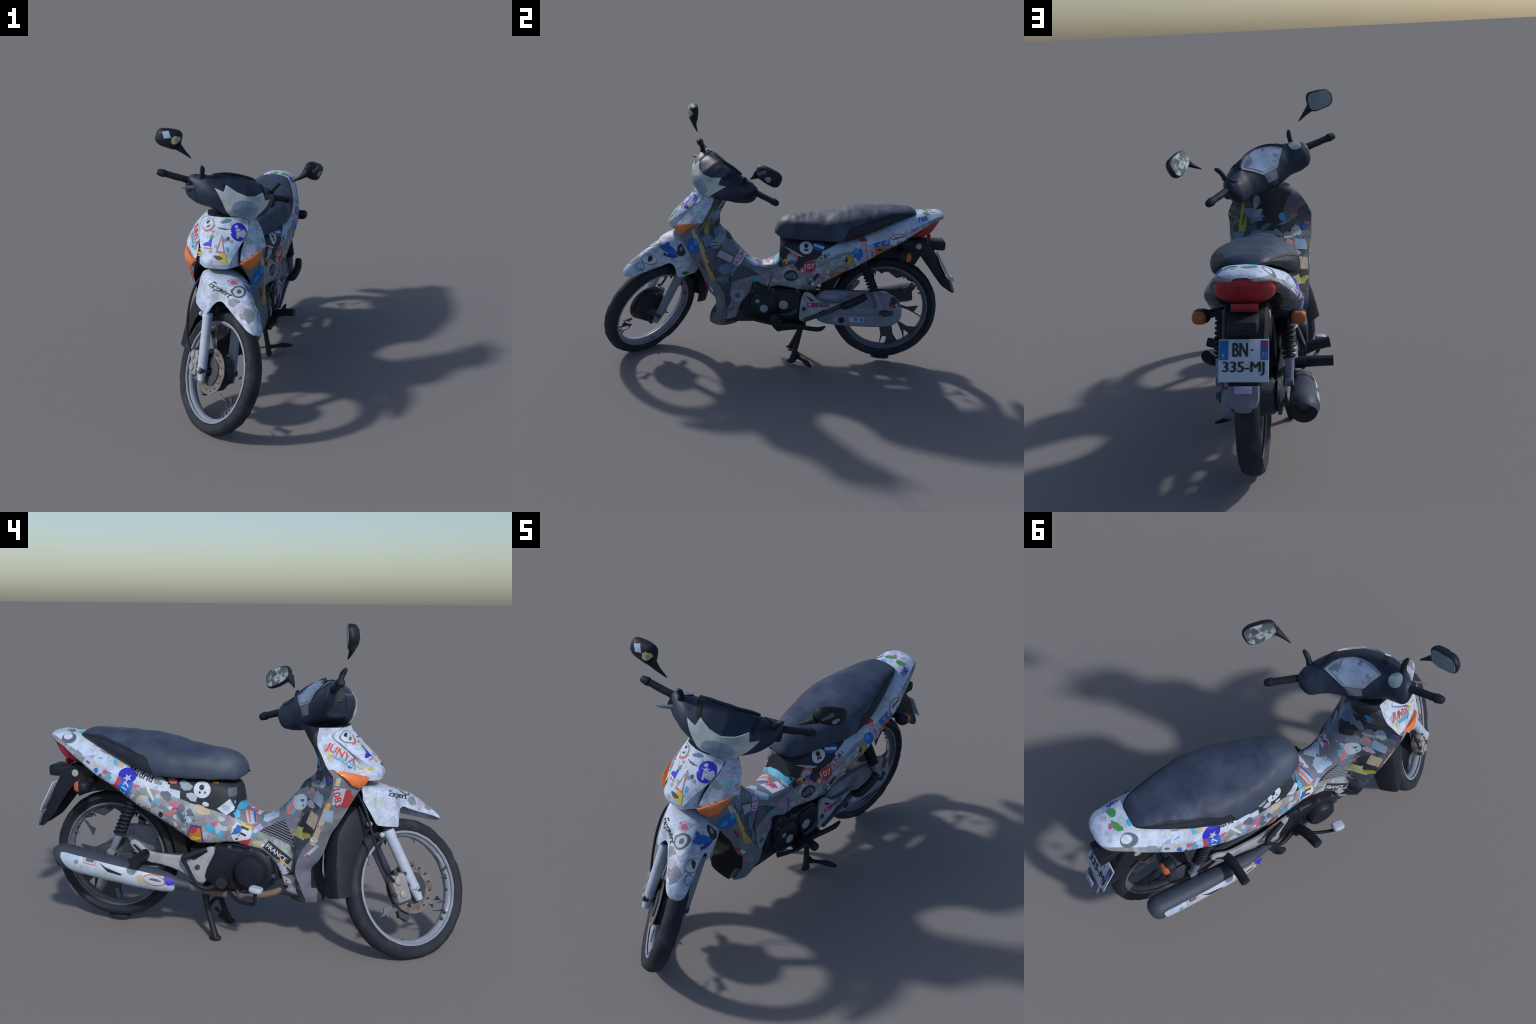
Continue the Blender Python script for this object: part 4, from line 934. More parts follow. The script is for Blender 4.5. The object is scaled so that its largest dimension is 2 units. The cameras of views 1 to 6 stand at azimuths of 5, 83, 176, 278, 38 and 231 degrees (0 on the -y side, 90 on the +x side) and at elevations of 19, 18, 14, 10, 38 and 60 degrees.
deco("R", -0.27, 0.723, 'splat', 0.042, 0.025, -30, "taupe", 0)
deco("R", -0.113, 0.684, 'shield', 0.067, 0.086, -28, "blue", 1)
words("R", -0.113, 0.682, "C17", 0.065, 57, "white", 2)
deco("R", -0.079, 0.702, 'rect', 0.02, 0.069, -33, "red", 1)
deco("R", -0.168, 0.699, 'splat', 0.039, 0.016, 10, "pink", 1)
deco("R", -0.202, 0.628, 'disc', 0.068, 0.063, 0, "paper", 0)
deco("R", -0.187, 0.642, 'splat', 0.02, 0.018, 0, "yellow", 1)
deco("R", -0.182, 0.614, 'disc', 0.014, 0.016, 0, "green", 1)
deco("R", -0.206, 0.605, 'splat', 0.027, 0.013, -15, "red", 1)
deco("R", -0.218, 0.633, 'splat', 0.02, 0.018, 0, "paleblue", 1)
deco("R", -0.23, 0.681, 'rect', 0.011, 0.093, 27, "white", 1)
deco("R", -0.31, 0.665, 'splat', 0.06, 0.042, -25, "slate", 0)
deco("R", -0.264, 0.642, 'splat', 0.032, 0.018, 20, "cyan", 1)
deco("R", -0.347, 0.628, 'splat', 0.046, 0.032, 0, "pink", 1)
deco("R", -0.331, 0.588, 'rect', 0.057, 0.014, 28, "coral", 1)
deco("R", -0.276, 0.582, 'disc', 0.075, 0.053, -25, "paper", 0)
deco("R", -0.284, 0.579, 'disc', 0.021, 0.025, 0, "ink", 1)
deco("R", -0.369, 0.608, 'splat', 0.056, 0.056, -30, "slate", 0)
deco("R", 0.005, 0.815, 'splat', 0.022, 0.009, 0, "cyan", 0)
deco("R", 0.119, 0.931, 'splat', 0.022, 0.011, 0, "cyan", 0)
deco("R", 0.186, 0.942, 'splat', 0.022, 0.008, 0, "pink", 0)
deco("R", 0.166, 0.937, 'splat', 0.033, 0.017, -10, "green", 0)
deco("R", -0.011, 0.845, 'splat', 0.043, 0.011, -25, "taupe", 0)
deco("R", -0.316, 0.593, 'splat', 0.094, 0.06, -25, "taupe", 0)
deco("R", -0.406, 0.574, 'rect', 0.059, 0.064, -62, "slate", 0)
words("R", -0.406, 0.574, "INO", 0.057, -62, "paleblue", 1)
deco("R", -0.439, 0.5, ((-0.42, -0.5), (0.5, -0.42), (0.28, 0.5), (-0.25, 0.48)), 0.089, 0.084, -8, "purple", 0)
deco("R", -0.439, 0.496, ((-0.45, -0.5), (0.5, -0.42), (0.28, 0.5), (-0.25, 0.48)), 0.074, 0.067, -8, "orange", 1)
deco("R", -0.434, 0.518, 'splat', 0.035, 0.035, 0, "red", 2)
deco("R", -0.44, 0.481, 'splat', 0.055, 0.02, -5, "yellow", 2)
deco("R", -0.474, 0.61, 'splat', 0.073, 0.049, -15, "sand", 0)
deco("R", -0.466, 0.559, 'splat', 0.044, 0.054, -15, "taupe", 0)
deco("R", -0.509, 0.532, 'splat', 0.039, 0.044, 0, "cyan", 0)
deco("R", -0.548, 0.515, 'splat', 0.039, 0.059, 20, "cyan", 0)
deco("R", -0.533, 0.551, 'splat', 0.029, 0.029, 10, "pink", 1)
deco("R", -0.548, 0.535, 'splat', 0.034, 0.054, 0, "paleblue", 1)
deco("R", -0.563, 0.576, 'splat', 0.034, 0.024, -30, "paper", 0)
deco("R", -0.65, 0.513, 'shield', 0.09, 0.092, -22, "white", 0)
deco("R", -0.633, 0.529, ((-0.5, -0.5), (0.5, -0.1), (0.5, 0.5), (-0.2, 0.5)), 0.034, 0.053, -22, "blue", 1)
deco("R", -0.663, 0.481, ((-0.5, -0.1), (-0.2, -0.5), (0.3, -0.4), (0.5, 0.5)), 0.073, 0.034, -5, "red", 1)
deco("R", -0.676, 0.55, 'rect', 0.053, 0.015, -22, "yellow", 1)
words("R", -0.658, 0.514, "F", 0.036, -25, "ink", 2)
deco("R", -0.73, 0.476, 'oct', 0.053, 0.03, -3, "sand", 0)
deco("R", -0.819, 0.442, 'rect', 0.128, 0.041, -38, "ink", 0)
words("R", -0.814, 0.444, "FRANCE", 0.104, -38, "white", 1)
deco("R", -0.849, 0.401, 'rect', 0.048, 0.008, -35, "yellow", 1)
deco("R", -0.855, 0.358, 'disc', 0.065, 0.114, 38, "coral", 0)
deco("R", -0.855, 0.358, 'disc', 0.058, 0.106, 38, "paper", 1)
words("R", -0.855, 0.358, "IZ", 0.058, -42, "ink", 2)
deco("R", -0.585, 0.631, ((-0.5, -0.1), (0, -0.5), (0.5, -0.1), (0.2, 0.5)), 0.082, 0.073, 0, "white", 0)
deco("R", -0.585, 0.628, 'splat', 0.039, 0.029, 0, "paleblue", 1)
deco("R", -0.651, 0.645, 'splat', 0.058, 0.048, -25, "cyan", 0)
deco("R", -0.635, 0.604, 'splat', 0.034, 0.039, 30, "cyan", 0)
deco("R", -0.698, 0.592, ((-0.5, 0.5), (0.5, 0.35), (0.5, -0.4), (0, -0.5), (-0.35, -0.4)), 0.051, 0.07, 5, "coral", 0)
deco("R", -0.698, 0.592, ((-0.5, 0.5), (0.5, 0.35), (0.5, -0.4), (0, -0.5), (-0.35, -0.4)), 0.043, 0.06, 5, "paper", 1)
deco("R", -0.716, 0.598, 'rect', 0.009, 0.053, 8, "blue", 2)
deco("R", -0.691, 0.596, 'rect', 0.009, 0.053, 8, "coral", 2)
deco("R", -0.726, 0.624, 'splat', 0.034, 0.019, 0, "pink", 2)
deco("R", -0.793, 0.604, ((-0.5, -0.3), (-0.3, 0.35), (0.5, 0.5), (0.4, -0.1), (-0.3, -0.5)), 0.079, 0.048, 8, "paleblue", 0)
deco("R", -0.475, 0.702, 'disc', 0.075, 0.075, 0, "white", 0)
deco("R", -0.473, 0.712, 'disc', 0.022, 0.024, 0, "ink", 1)
deco("R", -0.464, 0.689, 'disc', 0.009, 0.011, 0, "ink", 1)
deco("R", -0.488, 0.69, 'disc', 0.007, 0.011, 0, "ink", 1)
deco("R", -0.491, 0.638, 'disc', 0.03, 0.019, -20, "white", 0)
deco("R", -0.337, 0.735, 'splat', 0.044, 0.034, -25, "coral", 0)
deco("R", -0.4, 0.715, 'splat', 0.059, 0.049, -15, "tealgrey", 0)
deco("R", -0.428, 0.667, 'splat', 0.061, 0.037, -30, "paper", 0)
deco("R", -0.614, 0.7, 'rect', 0.038, 0.039, 5, "slate", 0)
deco("R", -0.538, 0.737, 'rect', 0.024, 0.006, -3, "orange", 0)
deco("R", -0.774, 0.416, 'splat', 0.034, 0.027, -35, "white", 0)
deco("R", -0.886, 0.655, ((-0.5, 0.3), (0, 0.5), (0.5, 0.1), (0.1, -0.5), (-0.4, -0.3)), 0.052, 0.071, -10, "cyan", 0)
deco("R", -0.879, 0.648, 'rect', 0.019, 0.062, -25, "coral", 1)
deco("R", -0.92, 0.677, 'disc', 0.057, 0.071, -20, "paper", 1)
deco("R", -0.929, 0.685, 'splat', 0.019, 0.014, 0, "blue", 2)
deco("R", -0.932, 0.664, 'disc', 0.009, 0.012, 0, "green", 2)
deco("R", -0.97, 0.715, 'splat', 0.038, 0.07, -10, "taupe", 0)
deco("R", -0.972, 0.725, 'splat', 0.014, 0.033, 0, "coral", 1)
deco("R", -0.95, 0.602, 'splat', 0.062, 0.062, 10, "ink", 0)
deco("R", -0.92, 0.548, 'rect', 0.045, 0.052, -22, "lemon", 0)
deco("R", -0.921, 0.575, 'splat', 0.024, 0.014, 0, "ink", 1)
deco("R", -1.005, 0.842, 'disc', 0.022, 0.042, 0, "steel", 0)
deco("R", -1.01, 0.769, 'disc', 0.02, 0.023, 0, "ink", 0)
deco("R", -0.982, 0.792, 'splat', 0.019, 0.051, -20, "taupe", 0)
deco("R", -0.909, 0.599, 'splat', 0.028, 0.028, 0, "taupe", 0)
deco("R", -0.858, 0.295, 'disc', 0.02, 0.018, 0, "ink", 0)
deco("R", -1.07, 0.776, 'rect', 0.019, 0.033, -15, "sand", 0)
deco("R", -1.077, 0.713, ((-0.35, 0.5), (0.5, 0.42), (0.3, -0.5), (-0.5, -0.4)), 0.059, 0.08, 0, "paper", 0)
deco("R", -1.115, 0.708, ((-0.2, 0.45), (0.1, 0.5), (0.5, 0.1), (0.3, -0.3), (-0.1, -0.5), (-0.5, -0.45)), 0.051, 0.075, 0, "red", 1)
words("R", -1.071, 0.71, "1083", 0.075, -78, "red", 2)
deco("R", -1.024, 0.656, 'rect', 0.019, 0.061, -20, "orange2", 0)
deco("R", -0.998, 0.581, 'rect', 0.023, 0.17, -20, "sand", 0)
deco("R", -1.031, 0.628, 'rect', 0.045, 0.049, -4, "iceblue", 1)
deco("R", -1.02, 0.573, 'splat', 0.043, 0.043, -20, "taupe", 0)
deco("R", -0.966, 0.471, 'rect', 0.069, 0.014, 42, "paper", 0)
deco("R", -0.947, 0.449, 'disc', 0.012, 0.012, 0, "red", 1)
words("R", -1.086, 0.892, "JUNYA", 0.14, -30, "coral2", 1)
words("R", -1.098, 0.864, "NUGGOTS", 0.114, -27, "cyan", 1)
deco("R", -1.122, 0.841, 'splat', 0.021, 0.01, -20, "blue", 0)
deco("R", -1.18, 0.839, ((-0.5, 0.1), (-0.3, 0.5), (-0.1, 0.0), (0.1, 0.3), (0.2, -0.2), (0.5, 0.0), (0.4, -0.3), (0.1, -0.5), (0, -0.1), (-0.2, -0.2)), 0.05, 0.032, -15, "yellow", 0)
deco("R", -1.035, 0.882, 'splat', 0.021, 0.029, -30, "yellow", 0)
deco("R", -1.217, 0.84, 'splat', 0.021, 0.014, -20, "yellow", 0)
deco("R", -1.024, 0.918, 'splat', 0.032, 0.037, -20, "pinkpale", 0)
# front cowl
deco("F", 0.092, 0.943, 'disc', 0.078, 0.09, 10, "royal", 0)
deco("F", 0.09, 0.952, 'star', 0.036, 0.028, 10, "paper", 1)
deco("F", 0.111, 0.934, 'splat', 0.036, 0.048, 20, "paper", 1)
deco("F", 0.088, 0.924, 'rect', 0.009, 0.032, 5, "paper", 1)
deco("F", 0.082, 0.97, 'splat', 0.02, 0.016, 0, "paleblue", 1)
deco("F", -0.06, 0.973, 'disc', 0.065, 0.052, 38, "ink2", 0)
deco("F", -0.06, 0.973, 'disc', 0.059, 0.047, 38, "white", 1)
deco("F", -0.061, 0.986, 'splat', 0.022, 0.016, 30, "ink", 2)
deco("F", -0.059, 0.963, 'splat', 0.024, 0.01, 30, "ink2", 2)
deco("F", 0.003, 0.872, ((0.15, 0.5), (0.5, -0.5), (-0.5, -0.4)), 0.045, 0.097, 0, "coral", 0)
deco("F", 0.004, 0.868, ((0.15, 0.5), (0.5, -0.5), (-0.5, -0.4)), 0.028, 0.067, 0, "white", 1)
deco("F", 0.009, 0.8, ((-0.5, -0.1), (-0.1, 0.5), (0.35, 0.35), (0.5, -0.5)), 0.057, 0.057, 0, "yellow", 1)
deco("F", -0.008, 0.803, 'splat', 0.045, 0.024, -10, "ink2", 2)
deco("F", -0.05, 0.89, ((-0.5, -0.35), (0.5, 0.5), (0.2, -0.5)), 0.028, 0.069, 0, "royal", 0)
deco("F", -0.066, 0.869, 'splat', 0.035, 0.022, 0, "royal", 0)
deco("F", -0.042, 0.907, 'splat', 0.015, 0.028, -25, "green", 1)
deco("F", -0.051, 0.951, 'splat', 0.057, 0.024, 28, "coral", 0)
deco("F", 0.03, 0.995, 'splat', 0.056, 0.022, 10, "steel", 0)
deco("F", 0.18, 0.915, 'oct', 0.036, 0.032, 0, "aqua", 0)
deco("F", 0.145, 0.899, 'splat', 0.038, 0.04, 0, "tealgrey", 0)
deco("F", 0.184, 0.889, 'splat', 0.028, 0.024, 0, "paper", 0)
deco("F", 0.181, 0.947, 'splat', 0.02, 0.007, 0, "sand", 0)
deco("F", 0.04, 0.904, 'splat', 0.019, 0.019, 0, "ink2", 0)
deco("F", 0.034, 0.938, 'rect', 0.052, 0.022, -8, "white", 0)
deco("F", 0.037, 0.847, 'splat', 0.018, 0.03, 0, "cyan", 0)
deco("F", -0.06, 0.848, 'splat', 0.045, 0.01, -3, "coral", 0)
deco("F", -0.015, 0.858, 'splat', 0.024, 0.024, 0, "tealgrey", 2)
deco("F", 0.016, 0.953, 'splat', 0.068, 0.009, -12, "ink2", 0)
# left side
deco("L", -1.087, 0.694, 'oct', 0.076, 0.085, -15, "blue", 0)
deco("L", -1.1, 0.68, 'splat', 0.027, 0.036, 0, "cyan2", 1)
deco("L", -1.074, 0.713, 'splat', 0.027, 0.036, 0, "cyan2", 1)
deco("L", -1.084, 0.759, 'rect', 0.017, 0.051, 17, "sand", 0)
deco("L", -1.013, 0.602, 'rect', 0.024, 0.225, 20, "orange2", 0)
deco("L", -1.05, 0.695, 'rect', 0.008, 0.127, 22, "lemon", 0)
words("L", -1.035, 0.832, "UNIT", 0.066, -82, "lemon2", 1)
deco("L", -1.021, 0.758, 'splat', 0.02, 0.102, 8, "lemon2", 0)
deco("L", -0.98, 0.875, 'splat', 0.048, 0.066, -10, "steel", 0)
deco("L", -0.946, 0.78, 'splat', 0.072, 0.084, -35, "steel", 0)
deco("L", -0.872, 0.69, 'splat', 0.048, 0.048, -35, "steel", 0)
deco("L", -0.972, 0.708, 'disc', 0.049, 0.052, 0, "paper2", 0)
deco("L", -0.972, 0.717, 'rect', 0.036, 0.005, 0, "ink", 1)
deco("L", -0.972, 0.698, 'rect', 0.036, 0.005, 0, "ink", 1)
deco("L", -0.915, 0.639, 'rect', 0.1, 0.054, -25, "ink2", 0)
deco("L", -0.915, 0.639, 'rect', 0.085, 0.038, -25, "pinkpale", 1)
deco("L", -0.832, 0.64, 'rect', 0.042, 0.1, -28, "white", 0)
words("L", -0.833, 0.64, "RS24", 0.088, 62, "magenta", 1)
deco("L", -0.912, 0.565, 'disc', 0.079, 0.067, 0, "slate", 0)
deco("L", -0.914, 0.565, 'disc', 0.064, 0.054, 0, "steel", 1)
deco("L", -0.878, 0.582, 'splat', 0.022, 0.019, 0, "blue", 1)
deco("L", -0.767, 0.615, ((-0.5, 0.45), (0, 0.5), (0.5, -0.1), (0.3, -0.5), (-0.2, -0.2)), 0.091, 0.048, -10, "paleblue", 0)
deco("L", -0.675, 0.615, 'rect', 0.06, 0.03, 3, "white", 0)
deco("L", -0.672, 0.619, ((-0.5, 0.5), (0.5, 0.4), (0.1, -0.5)), 0.024, 0.022, 0, "red", 1)
deco("L", -0.617, 0.634, 'splat', 0.048, 0.036, 20, "cyan", 0)
deco("L", -0.631, 0.618, 'splat', 0.018, 0.03, 0, "paleblue", 0)
deco("L", -0.464, 0.709, 'disc', 0.073, 0.073, 0, "white", 0)
deco("L", -0.464, 0.719, 'disc', 0.023, 0.025, 0, "ink", 1)
deco("L", -0.462, 0.696, 'rect', 0.028, 0.006, 30, "ink", 1)
deco("L", -0.462, 0.696, 'rect', 0.028, 0.006, -30, "ink", 1)
deco("L", -0.394, 0.719, 'disc', 0.065, 0.045, -8, "blue", 0)
deco("L", -0.394, 0.719, 'rect', 0.06, 0.013, -18, "white", 1)
deco("L", -0.531, 0.682, 'splat', 0.114, 0.01, -26, "paper", 0)
deco("L", -0.519, 0.67, 'splat', 0.072, 0.008, -24, "paper", 0)
deco("L", -0.539, 0.647, 'disc', 0.066, 0.06, 0, "coral", 0)
deco("L", -0.541, 0.641, 'disc', 0.048, 0.042, 0, "paper", 1)
deco("L", -0.577, 0.622, 'splat', 0.03, 0.042, 0, "yellow", 1)
deco("L", -0.581, 0.608, 'rect', 0.015, 0.03, 0, "red", 2)
deco("L", -0.538, 0.622, 'rect', 0.03, 0.017, 10, "blue", 2)
deco("L", -0.54, 0.595, 'splat', 0.042, 0.015, 0, "coral", 1)
deco("L", -0.473, 0.6, 'splat', 0.109, 0.073, 15, "ink", 0)
deco("L", -0.44, 0.601, 'disc', 0.068, 0.068, 0, "red", 1)
words("L", -0.441, 0.601, "107", 0.051, 5, "white", 2)
deco("L", -0.475, 0.574, 'disc', 0.04, 0.04, 0, "magenta2", 1)
deco("L", -0.48, 0.573, 'splat', 0.021, 0.027, 0, "yellow", 2)
deco("L", -0.387, 0.637, 'disc', 0.033, 0.067, -38, "paper", 1)
words("L", -0.387, 0.637, "SLR", 0.051, 48, "red", 2)
deco("L", -0.543, 0.542, 'disc', 0.076, 0.064, 0, "ink", 0)
deco("L", -0.543, 0.542, 'splat', 0.049, 0.036, 0, "slate", 1)
deco("L", -0.61, 0.53, 'splat', 0.055, 0.049, -10, "taupe", 0)
deco("L", -0.3, 0.701, 'rect', 0.115, 0.051, 28, "paleblue", 0)
deco("L", -0.361, 0.661, 'rect', 0.06, 0.018, 28, "ink2", 0)
deco("L", -0.294, 0.642, 'rect', 0.079, 0.008, 20, "pinkpale", 0)
words("L", -0.324, 0.556, "18", 0.043, 28, "orange3", 1)
deco("L", -0.27, 0.592, 'splat', 0.07, 0.036, 15, "orange3", 0)
deco("L", -0.27, 0.592, 'splat', 0.049, 0.022, 15, "paper2", 1)
deco("L", -0.37, 0.531, 'splat', 0.037, 0.015, 25, "orange3", 0)
deco("L", -0.415, 0.526, 'rect', 0.019, 0.079, -38, "ink", 0)
deco("L", -0.445, 0.515, 'disc', 0.03, 0.044, -20, "steel", 0)
deco("L", -0.658, 0.509, 'rect', 0.006, 0.091, -15, "ink2", 0)
deco("L", -0.838, 0.411, 'disc', 0.086, 0.069, 0, "paleslate", 0)
deco("L", -0.838, 0.411, 'disc', 0.031, 0.031, 0, "slate", 1)
deco("L", -0.821, 0.327, 'splat', 0.08, 0.055, 0, "paper2", 0)
deco("L", -1.011, 0.468, 'splat', 0.043, 0.025, -55, "red", 0)
deco("L", -0.986, 0.443, 'splat', 0.037, 0.018, -55, "white", 0)
deco("L", -1.04, 0.588, 'splat', 0.012, 0.073, 30, "maroon", 0)
deco("L", 0.036, 0.77, 'disc', 0.098, 0.073, 16, "red", 0)
deco("L", 0.036, 0.77, 'disc', 0.091, 0.066, 16, "white", 1)
words("L", 0.033, 0.783, "Valkberg", 0.068, 20, "ink", 2)
words("L", 0.043, 0.756, "19X", 0.046, 14, "ink", 2)
deco("L", -0.052, 0.744, 'rect', 0.091, 0.034, 17, "blue", 0)
deco("L", -0.063, 0.74, 'splat', 0.017, 0.011, 0, "yellow", 1)
deco("L", -0.03, 0.75, 'splat', 0.017, 0.011, 0, "yellow", 1)
deco("L", 0.102, 0.789, 'rect', 0.051, 0.009, 24, "orange2", 0)
deco("L", -0.062, 0.706, 'rect', 0.06, 0.043, 12, "orange3", 1)
deco("L", -0.064, 0.712, 'splat', 0.04, 0.011, 8, "ink", 2)
deco("L", -0.12, 0.69, 'rect', 0.068, 0.088, 14, "pinkpale", 0)
words("L", -0.105, 0.691, "MV", 0.031, -76, "ink", 1)
words("L", -0.131, 0.681, "DUCATI", 0.063, -76, "magenta", 1)
deco("L", -0.147, 0.642, 'splat', 0.046, 0.034, 10, "lilac", 0)
deco("L", -0.18, 0.685, 'splat', 0.068, 0.068, 10, "blue", 0)
deco("L", -0.19, 0.696, 'splat', 0.034, 0.028, 10, "cyan2", 1)
deco("L", -0.154, 0.753, 'disc', 0.048, 0.054, 0, "paper", 0)
deco("L", -0.155, 0.768, 'cap', 0.045, 0.024, 5, "red", 1)
words("L", -0.148, 0.745, "76", 0.031, 0, "coral", 1)
deco("L", -0.104, 0.791, 'disc', 0.046, 0.041, 0, "paper", 0)
deco("L", -0.104, 0.796, 'rect', 0.034, 0.007, 0, "pinkpale", 1)
deco("L", -0.074, 0.815, 'splat', 0.045, 0.011, 18, "sand", 0)
deco("L", -0.221, 0.647, 'rect', 0.028, 0.046, 10, "lemon2", 1)
deco("L", -0.224, 0.647, 'splat', 0.051, 0.057, 0, "ink", 0)
words("L", 0.172, 0.9, "700", 0.054, 20, "royal", 1)
deco("L", 0.196, 0.936, 'splat', 0.04, 0.023, 0, "green", 0)
deco("L", 0.234, 0.946, 'splat', 0.028, 0.011, 0, "pinkpale", 0)
deco("L", -0.276, 0.716, 'splat', 0.074, 0.034, 20, "paleblue", 0)
deco("L", -0.268, 0.586, 'splat', 0.069, 0.034, 15, "orange3", 0)
deco("L", -0.268, 0.586, 'splat', 0.051, 0.023, 15, "paper2", 1)
# front fender
fwords("R", (-0.06, -1.297, 0.688), "Expert", 0.092, -10, "ink", 1)
fdeco("F", (0.03, -1.183, 0.7), 'rect', 0.045, 0.032, -10, "pinkpale", 0)
fdeco("F", (0.029, -1.187, 0.7), 'splat', 0.032, 0.021, 0, "pink", 1)
fdeco("F", (-0.003, -1.307, 0.7), 'disc', 0.069, 0.056, 0, "ink2", 0)
fdeco("F", (-0.003, -1.307, 0.7), 'disc', 0.052, 0.042, 0, "paper", 1)
fdeco("F", (0.002, -1.302, 0.7), 'splat', 0.026, 0.021, 0, "ink2", 2)
fdeco("L", (0.05, -1.297, 0.703), 'splat', 0.107, 0.051, -25, "blue", 0)
fdeco("L", (0.05, -1.316, 0.748), 'splat', 0.023, 0.032, 0, "blue", 0)
fdeco("L", (0.05, -1.271, 0.656), 'splat', 0.07, 0.028, -10, "royal", 0)
fdeco("L", (0.05, -1.425, 0.678), 'disc', 0.09, 0.057, -10, "maroon", 0)
fdeco("L", (0.05, -1.425, 0.679), 'disc', 0.084, 0.051, -10, "white", 1)
fdeco("L", (0.05, -1.42, 0.682), 'splat', 0.041, 0.028, 60, "ink", 2)
fdeco("L", (0.05, -1.48, 0.647), 'disc', 0.048, 0.051, 0, "slate", 0)
fdeco("L", (0.05, -1.48, 0.647), 'disc', 0.04, 0.043, 0, "paleblue", 1)
fdeco("L", (0.05, -1.475, 0.629), 'splat', 0.023, 0.014, 0, "cyan2", 2)
fdeco("L", (0.05, -1.212, 0.672), 'splat', 0.045, 0.084, 0, "ink", 0)
fdeco("L", (0.05, -1.213, 0.684), 'splat', 0.019, 0.028, 0, "paper2", 1)
fdeco("L", (0.05, -1.16, 0.502), 'rect', 0.035, 0.019, 0, "green2", 0)
fdeco("L", (0.05, -1.129, 0.536), 'rect', 0.009, 0.046, -20, "pinkpale", 0)
fdeco("L", (0.05, -1.324, 0.683), 'rect', 0.011, 0.017, -20, "ink", 0)
fdeco("L", (0.05, -1.296, 0.663), 'rect', 0.011, 0.014, -20, "ink", 0)
fdeco("F", (-0.104, -1.619, 0.7), 'splat', 0.053, 0.073, 0, "taupe", 0)
fdeco("F", (-0.1, -1.53, 0.7), 'splat', 0.034, 0.03, 0, "pinkpale", 0)
fdeco("F", (-0.096, -1.449, 0.7), 'splat', 0.045, 0.03, 0, "taupe", 0)
fdeco("F", (0.01, -1.397, 0.7), 'splat', 0.026, 0.051, -20, "paper", 0)
fdeco("F", (0.014, -1.478, 0.7), 'splat', 0.015, 0.03, -20, "ink2", 0)
fdeco("R", (-0.06, -1.373, 0.662), 'splat', 0.045, 0.034, -10, "taupe", 0)
fdeco("R", (-0.06, -1.425, 0.654), 'splat', 0.034, 0.028, -10, "pinkpale", 0)
fdeco("R", (-0.06, -1.458, 0.638), 'splat', 0.04, 0.023, -20, "taupe", 0)
fdeco("R", (-0.06, -1.266, 0.731), 'splat', 0.033, 0.011, -15, "pink", 0)
fdeco("R", (-0.06, -1.33, 0.705), 'splat', 0.039, 0.017, -25, "ink2", 0)

# muffler shield, chain case, bracket and mirror backs
keep_surface("case", [o for o in root.children if o.name.startswith(("chain_case", "footrest_bracket"))])
RD = Vector(FACE["R"][0]); LD = Vector(FACE["L"][0])
def hdeco(y, z, kind, w, h, spin, col, lvl=0): sticker("heat", Vector((-.24, y, z)) - RD * .25, RD, kind, w, h, tint(col), spin, lvl)
def cdeco(y, z, kind, w, h, spin, col, lvl=0): sticker("case", Vector((.122, y, z)) - LD * .25, LD, kind, w, h, tint(col), spin, lvl)
hdeco(-.282, .300, "disc", .105, .050, -12, "orange3"); hdeco(-.282, .300, "disc", .092, .040, -12, "paper", 1); hdeco(-.285, .302, "splat", .06, .012, -10, "ink2", 2)
hdeco(-.225, .300, "splat", .06, .04, -10, "sand"); hdeco(-.350, .300, "splat", .075, .040, -20, "royal")
hdeco(.023, .370, "rect", .060, .044, -12, "coral"); hdeco(.023, .370, "rect", .054, .036, -12, "paper", 1); hdeco(.023, .370, "rect", .036, .020, -12, "ink2", 2)
sticker("heat", Vector((-.24, -.075, .335)) - RD * .25, RD, ((-.5, .5), (-.2, .1), (.5, -.35), (.45, -.5), (-.1, -.3)), .11, .045, M_WELL, -6, 1, name="shield_slot_patch")  # dark patch laid on the heat shield in place of a slot
hdeco(.106, .380, "disc", .054, .050, 0, "paleblue"); hdeco(.090, .355, "disc", .020, .018, 0, "taupe", 1)
cdeco(-.318, .420, "rect", .075, .022, 2, "paleslate"); cdeco(-.158, .290, "rect", .085, .030, 2, "paper"); cdeco(-.165, .290, "disc", .024, .022, 0, "taupe", 1); cdeco(-.130, .288, "disc", .018, .018, 0, "blue", 1)
cdeco(.055, .400, "splat", .07, .075, 0, "maroon"); cdeco(.045, .41, "splat", .04, .05, 30, "ink", 1); cdeco(.062, .385, "splat", .02, .04, 40, "paper2", 1)
cdeco(-.414, .368, "rect", .062, .026, 4, "magenta"); cdeco(-.43, .370, "disc", .016, .016, 0, "pinkpale", 1); cdeco(-.350, .374, "rect", .055, .026, 4, "slate"); cdeco(-.35, .375, "rect", .03, .006, 4, "pink", 1)
cdeco(-.20, .425, "rect", .05, .014, 4, "orange3"); cdeco(-.28, .285, "disc", .03, .03, 0, "paleslate")
sticker("mirR", (-.43, -1.2, 1.285), (0, 1, 0), "rect", .030, .030, tint("paleblue"), 10, 0, turned=True)
sticker("mirR", (-.385, -1.2, 1.275), (0, 1, 0), "splat", .055, .040, tint("lemon"), 10, 0, turned=True)
sticker("mirR", (-.385, -1.2, 1.275), (0, 1, 0), "disc", .020, .018, tint("paper2"), 10, 1, turned=True)
sticker("mirL", (.385, -1.2, 1.305), (0, 1, 0), "rect", .050, .018, tint("slate"), 20, 0, turned=True)
sticker("mirL", (.425, -1.2, 1.285), (0, 1, 0), "splat", .035, .035, tint("paleslate"), 20, 0, turned=True)

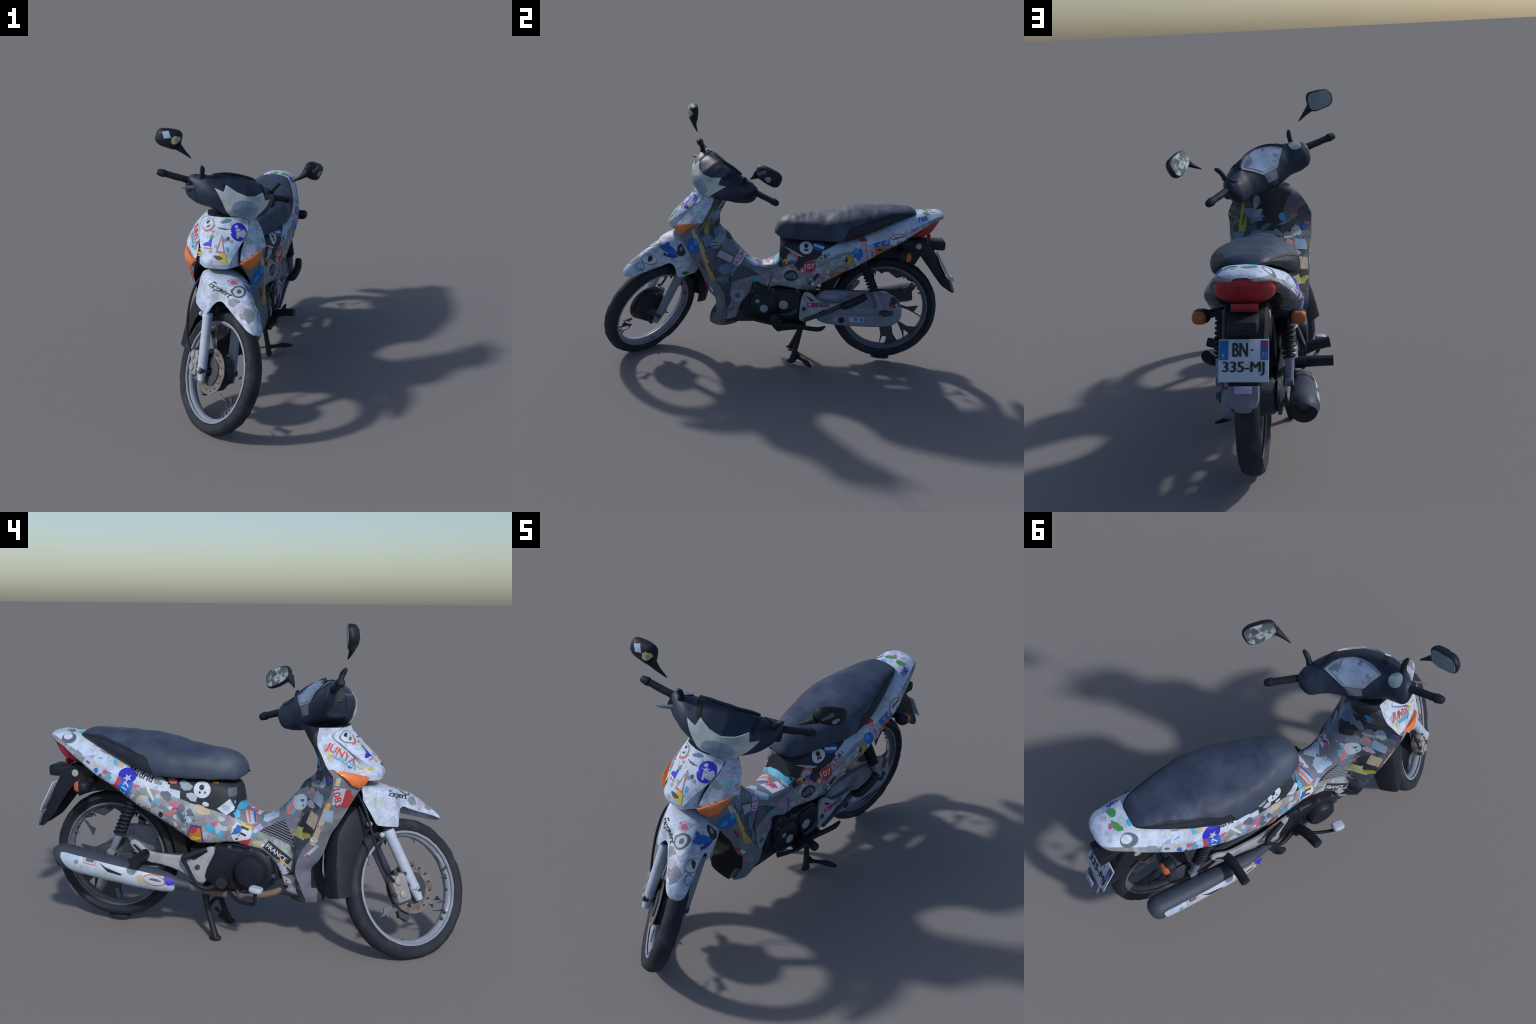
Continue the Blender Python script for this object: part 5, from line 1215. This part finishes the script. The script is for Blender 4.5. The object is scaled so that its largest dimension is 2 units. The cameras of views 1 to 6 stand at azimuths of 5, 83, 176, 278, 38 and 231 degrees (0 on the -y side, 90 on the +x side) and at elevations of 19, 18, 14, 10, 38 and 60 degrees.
# many small worn stickers scattered over the panels
rs = random.Random(21)
before = set(o.name for o in root.children)
def scatter(face, n, ra, rb, cols, smin=.012, smax=.034):
    for _ in range(n):
        a, b = rs.uniform(*ra), rs.uniform(*rb)
        deco(face, a, b, rs.choice(("rect", "rect", "disc", "splat", "oct")), rs.uniform(smin, smax), rs.uniform(smin, smax * .8), rs.uniform(-50, 50), rs.choice(cols), 0)
SOFT = ("paper", "paleblue", "taupe", "slate", "steel", "tealgrey", "pinkpale", "paper2", "taupe", "white", "paleblue", "paper", "lilac", "paleslate", "paper2", "teal", "white")
for y0 in frange(.10, -.42, 14):      # along both side covers, following their slope
    for face in "RL":
        z0 = pchip([(-.45, .52), (-.25, .62), (0, .74), (.12, .82)], y0)
        scatter(face, 3, (y0 - .02, y0 + .02), (z0 - .05, z0 + .045), SOFT)
scatter("R", 12, (-.80, -.50), (.46, .55), SOFT); scatter("L", 10, (-.80, -.50), (.46, .55), SOFT)
scatter("R", 7, (-.98, -.88), (.50, .80), SOFT); scatter("F", 10, (-.09, .12), (.80, .98), SOFT, .008, .022)
small = [o for o in root.children if o.name not in before and o.name.startswith("sticker")]
bpy.context.view_layer.update()
with bpy.context.temp_override(active_object=small[0], object=small[0], selected_objects=small, selected_editable_objects=small):
    bpy.ops.object.join()
small[0].name = "small_stickers"; small[0]["kind"] = "stuff"
# back of the leg shield, seen by the rider
BD = Vector((.10, -.90, -.42))
for x, z, kind, w, h, sp, c in ((.06, .90, "splat", .035, .06, 10, "paleslate"), (.055, .85, "splat", .045, .04, 30, "paleslate"), (-.062, .832, "disc", .034, .036, 0, "cyan2"),
        (-.13, .77, "splat", .05, .07, 0, "paper"), (-.15, .70, "rect", .06, .05, 5, "iceblue"), (-.17, .80, "splat", .03, .03, 0, "blue"), (-.185, .82, "rect", .03, .016, 0, "magenta2"),
        (-.16, .60, "rect", .045, .06, 0, "sand"), (-.16, .545, "rect", .05, .04, 10, "ink"), (-.165, .52, "splat", .05, .03, 30, "lemon2"), (.13, .86, "rect", .016, .09, -12, "lemon2"), (.12, .80, "splat", .02, .08, -10, "lemon2"),
        (.15, .74, "rect", .05, .06, 0, "steel"), (.165, .66, "rect", .04, .05, 0, "slate"), (-.09, .74, "splat", .05, .05, 0, "taupe"), (.02, .78, "splat", .05, .03, 20, "slate"), (-.10, .90, "splat", .03, .03, 0, "slate"),
        (.09, .70, "rect", .05, .04, 20, "paleslate"), (-.12, .65, "splat", .05, .04, 0, "pinkpale"), (-.18, .74, "disc", .03, .03, 0, "slate"), (.17, .58, "rect", .04, .06, 0, "ink2")):
    p = Vector((x, -1.0, z)); sticker("body", p - BD.normalized() * .3, BD, kind, w, h, tint(c), sp, 1)

# bit of ground the scan left at the rear tyre's contact
blob("ground_lump", (.0, .0, .026), (.026, .055, .014), M_TYRE, 18, 8, power=2.6, jit=.004)

# nothing reaches below the ground
for ob in list(root.children):
    if ob.type != 'MESH': continue
    mw = BODY @ ob.matrix_local; inv = mw.inverted()
    for v in ob.data.vertices:
        w = mw @ v.co
        if w.z < 0.0005:
            w.z = 0.0005; v.co = inv @ w
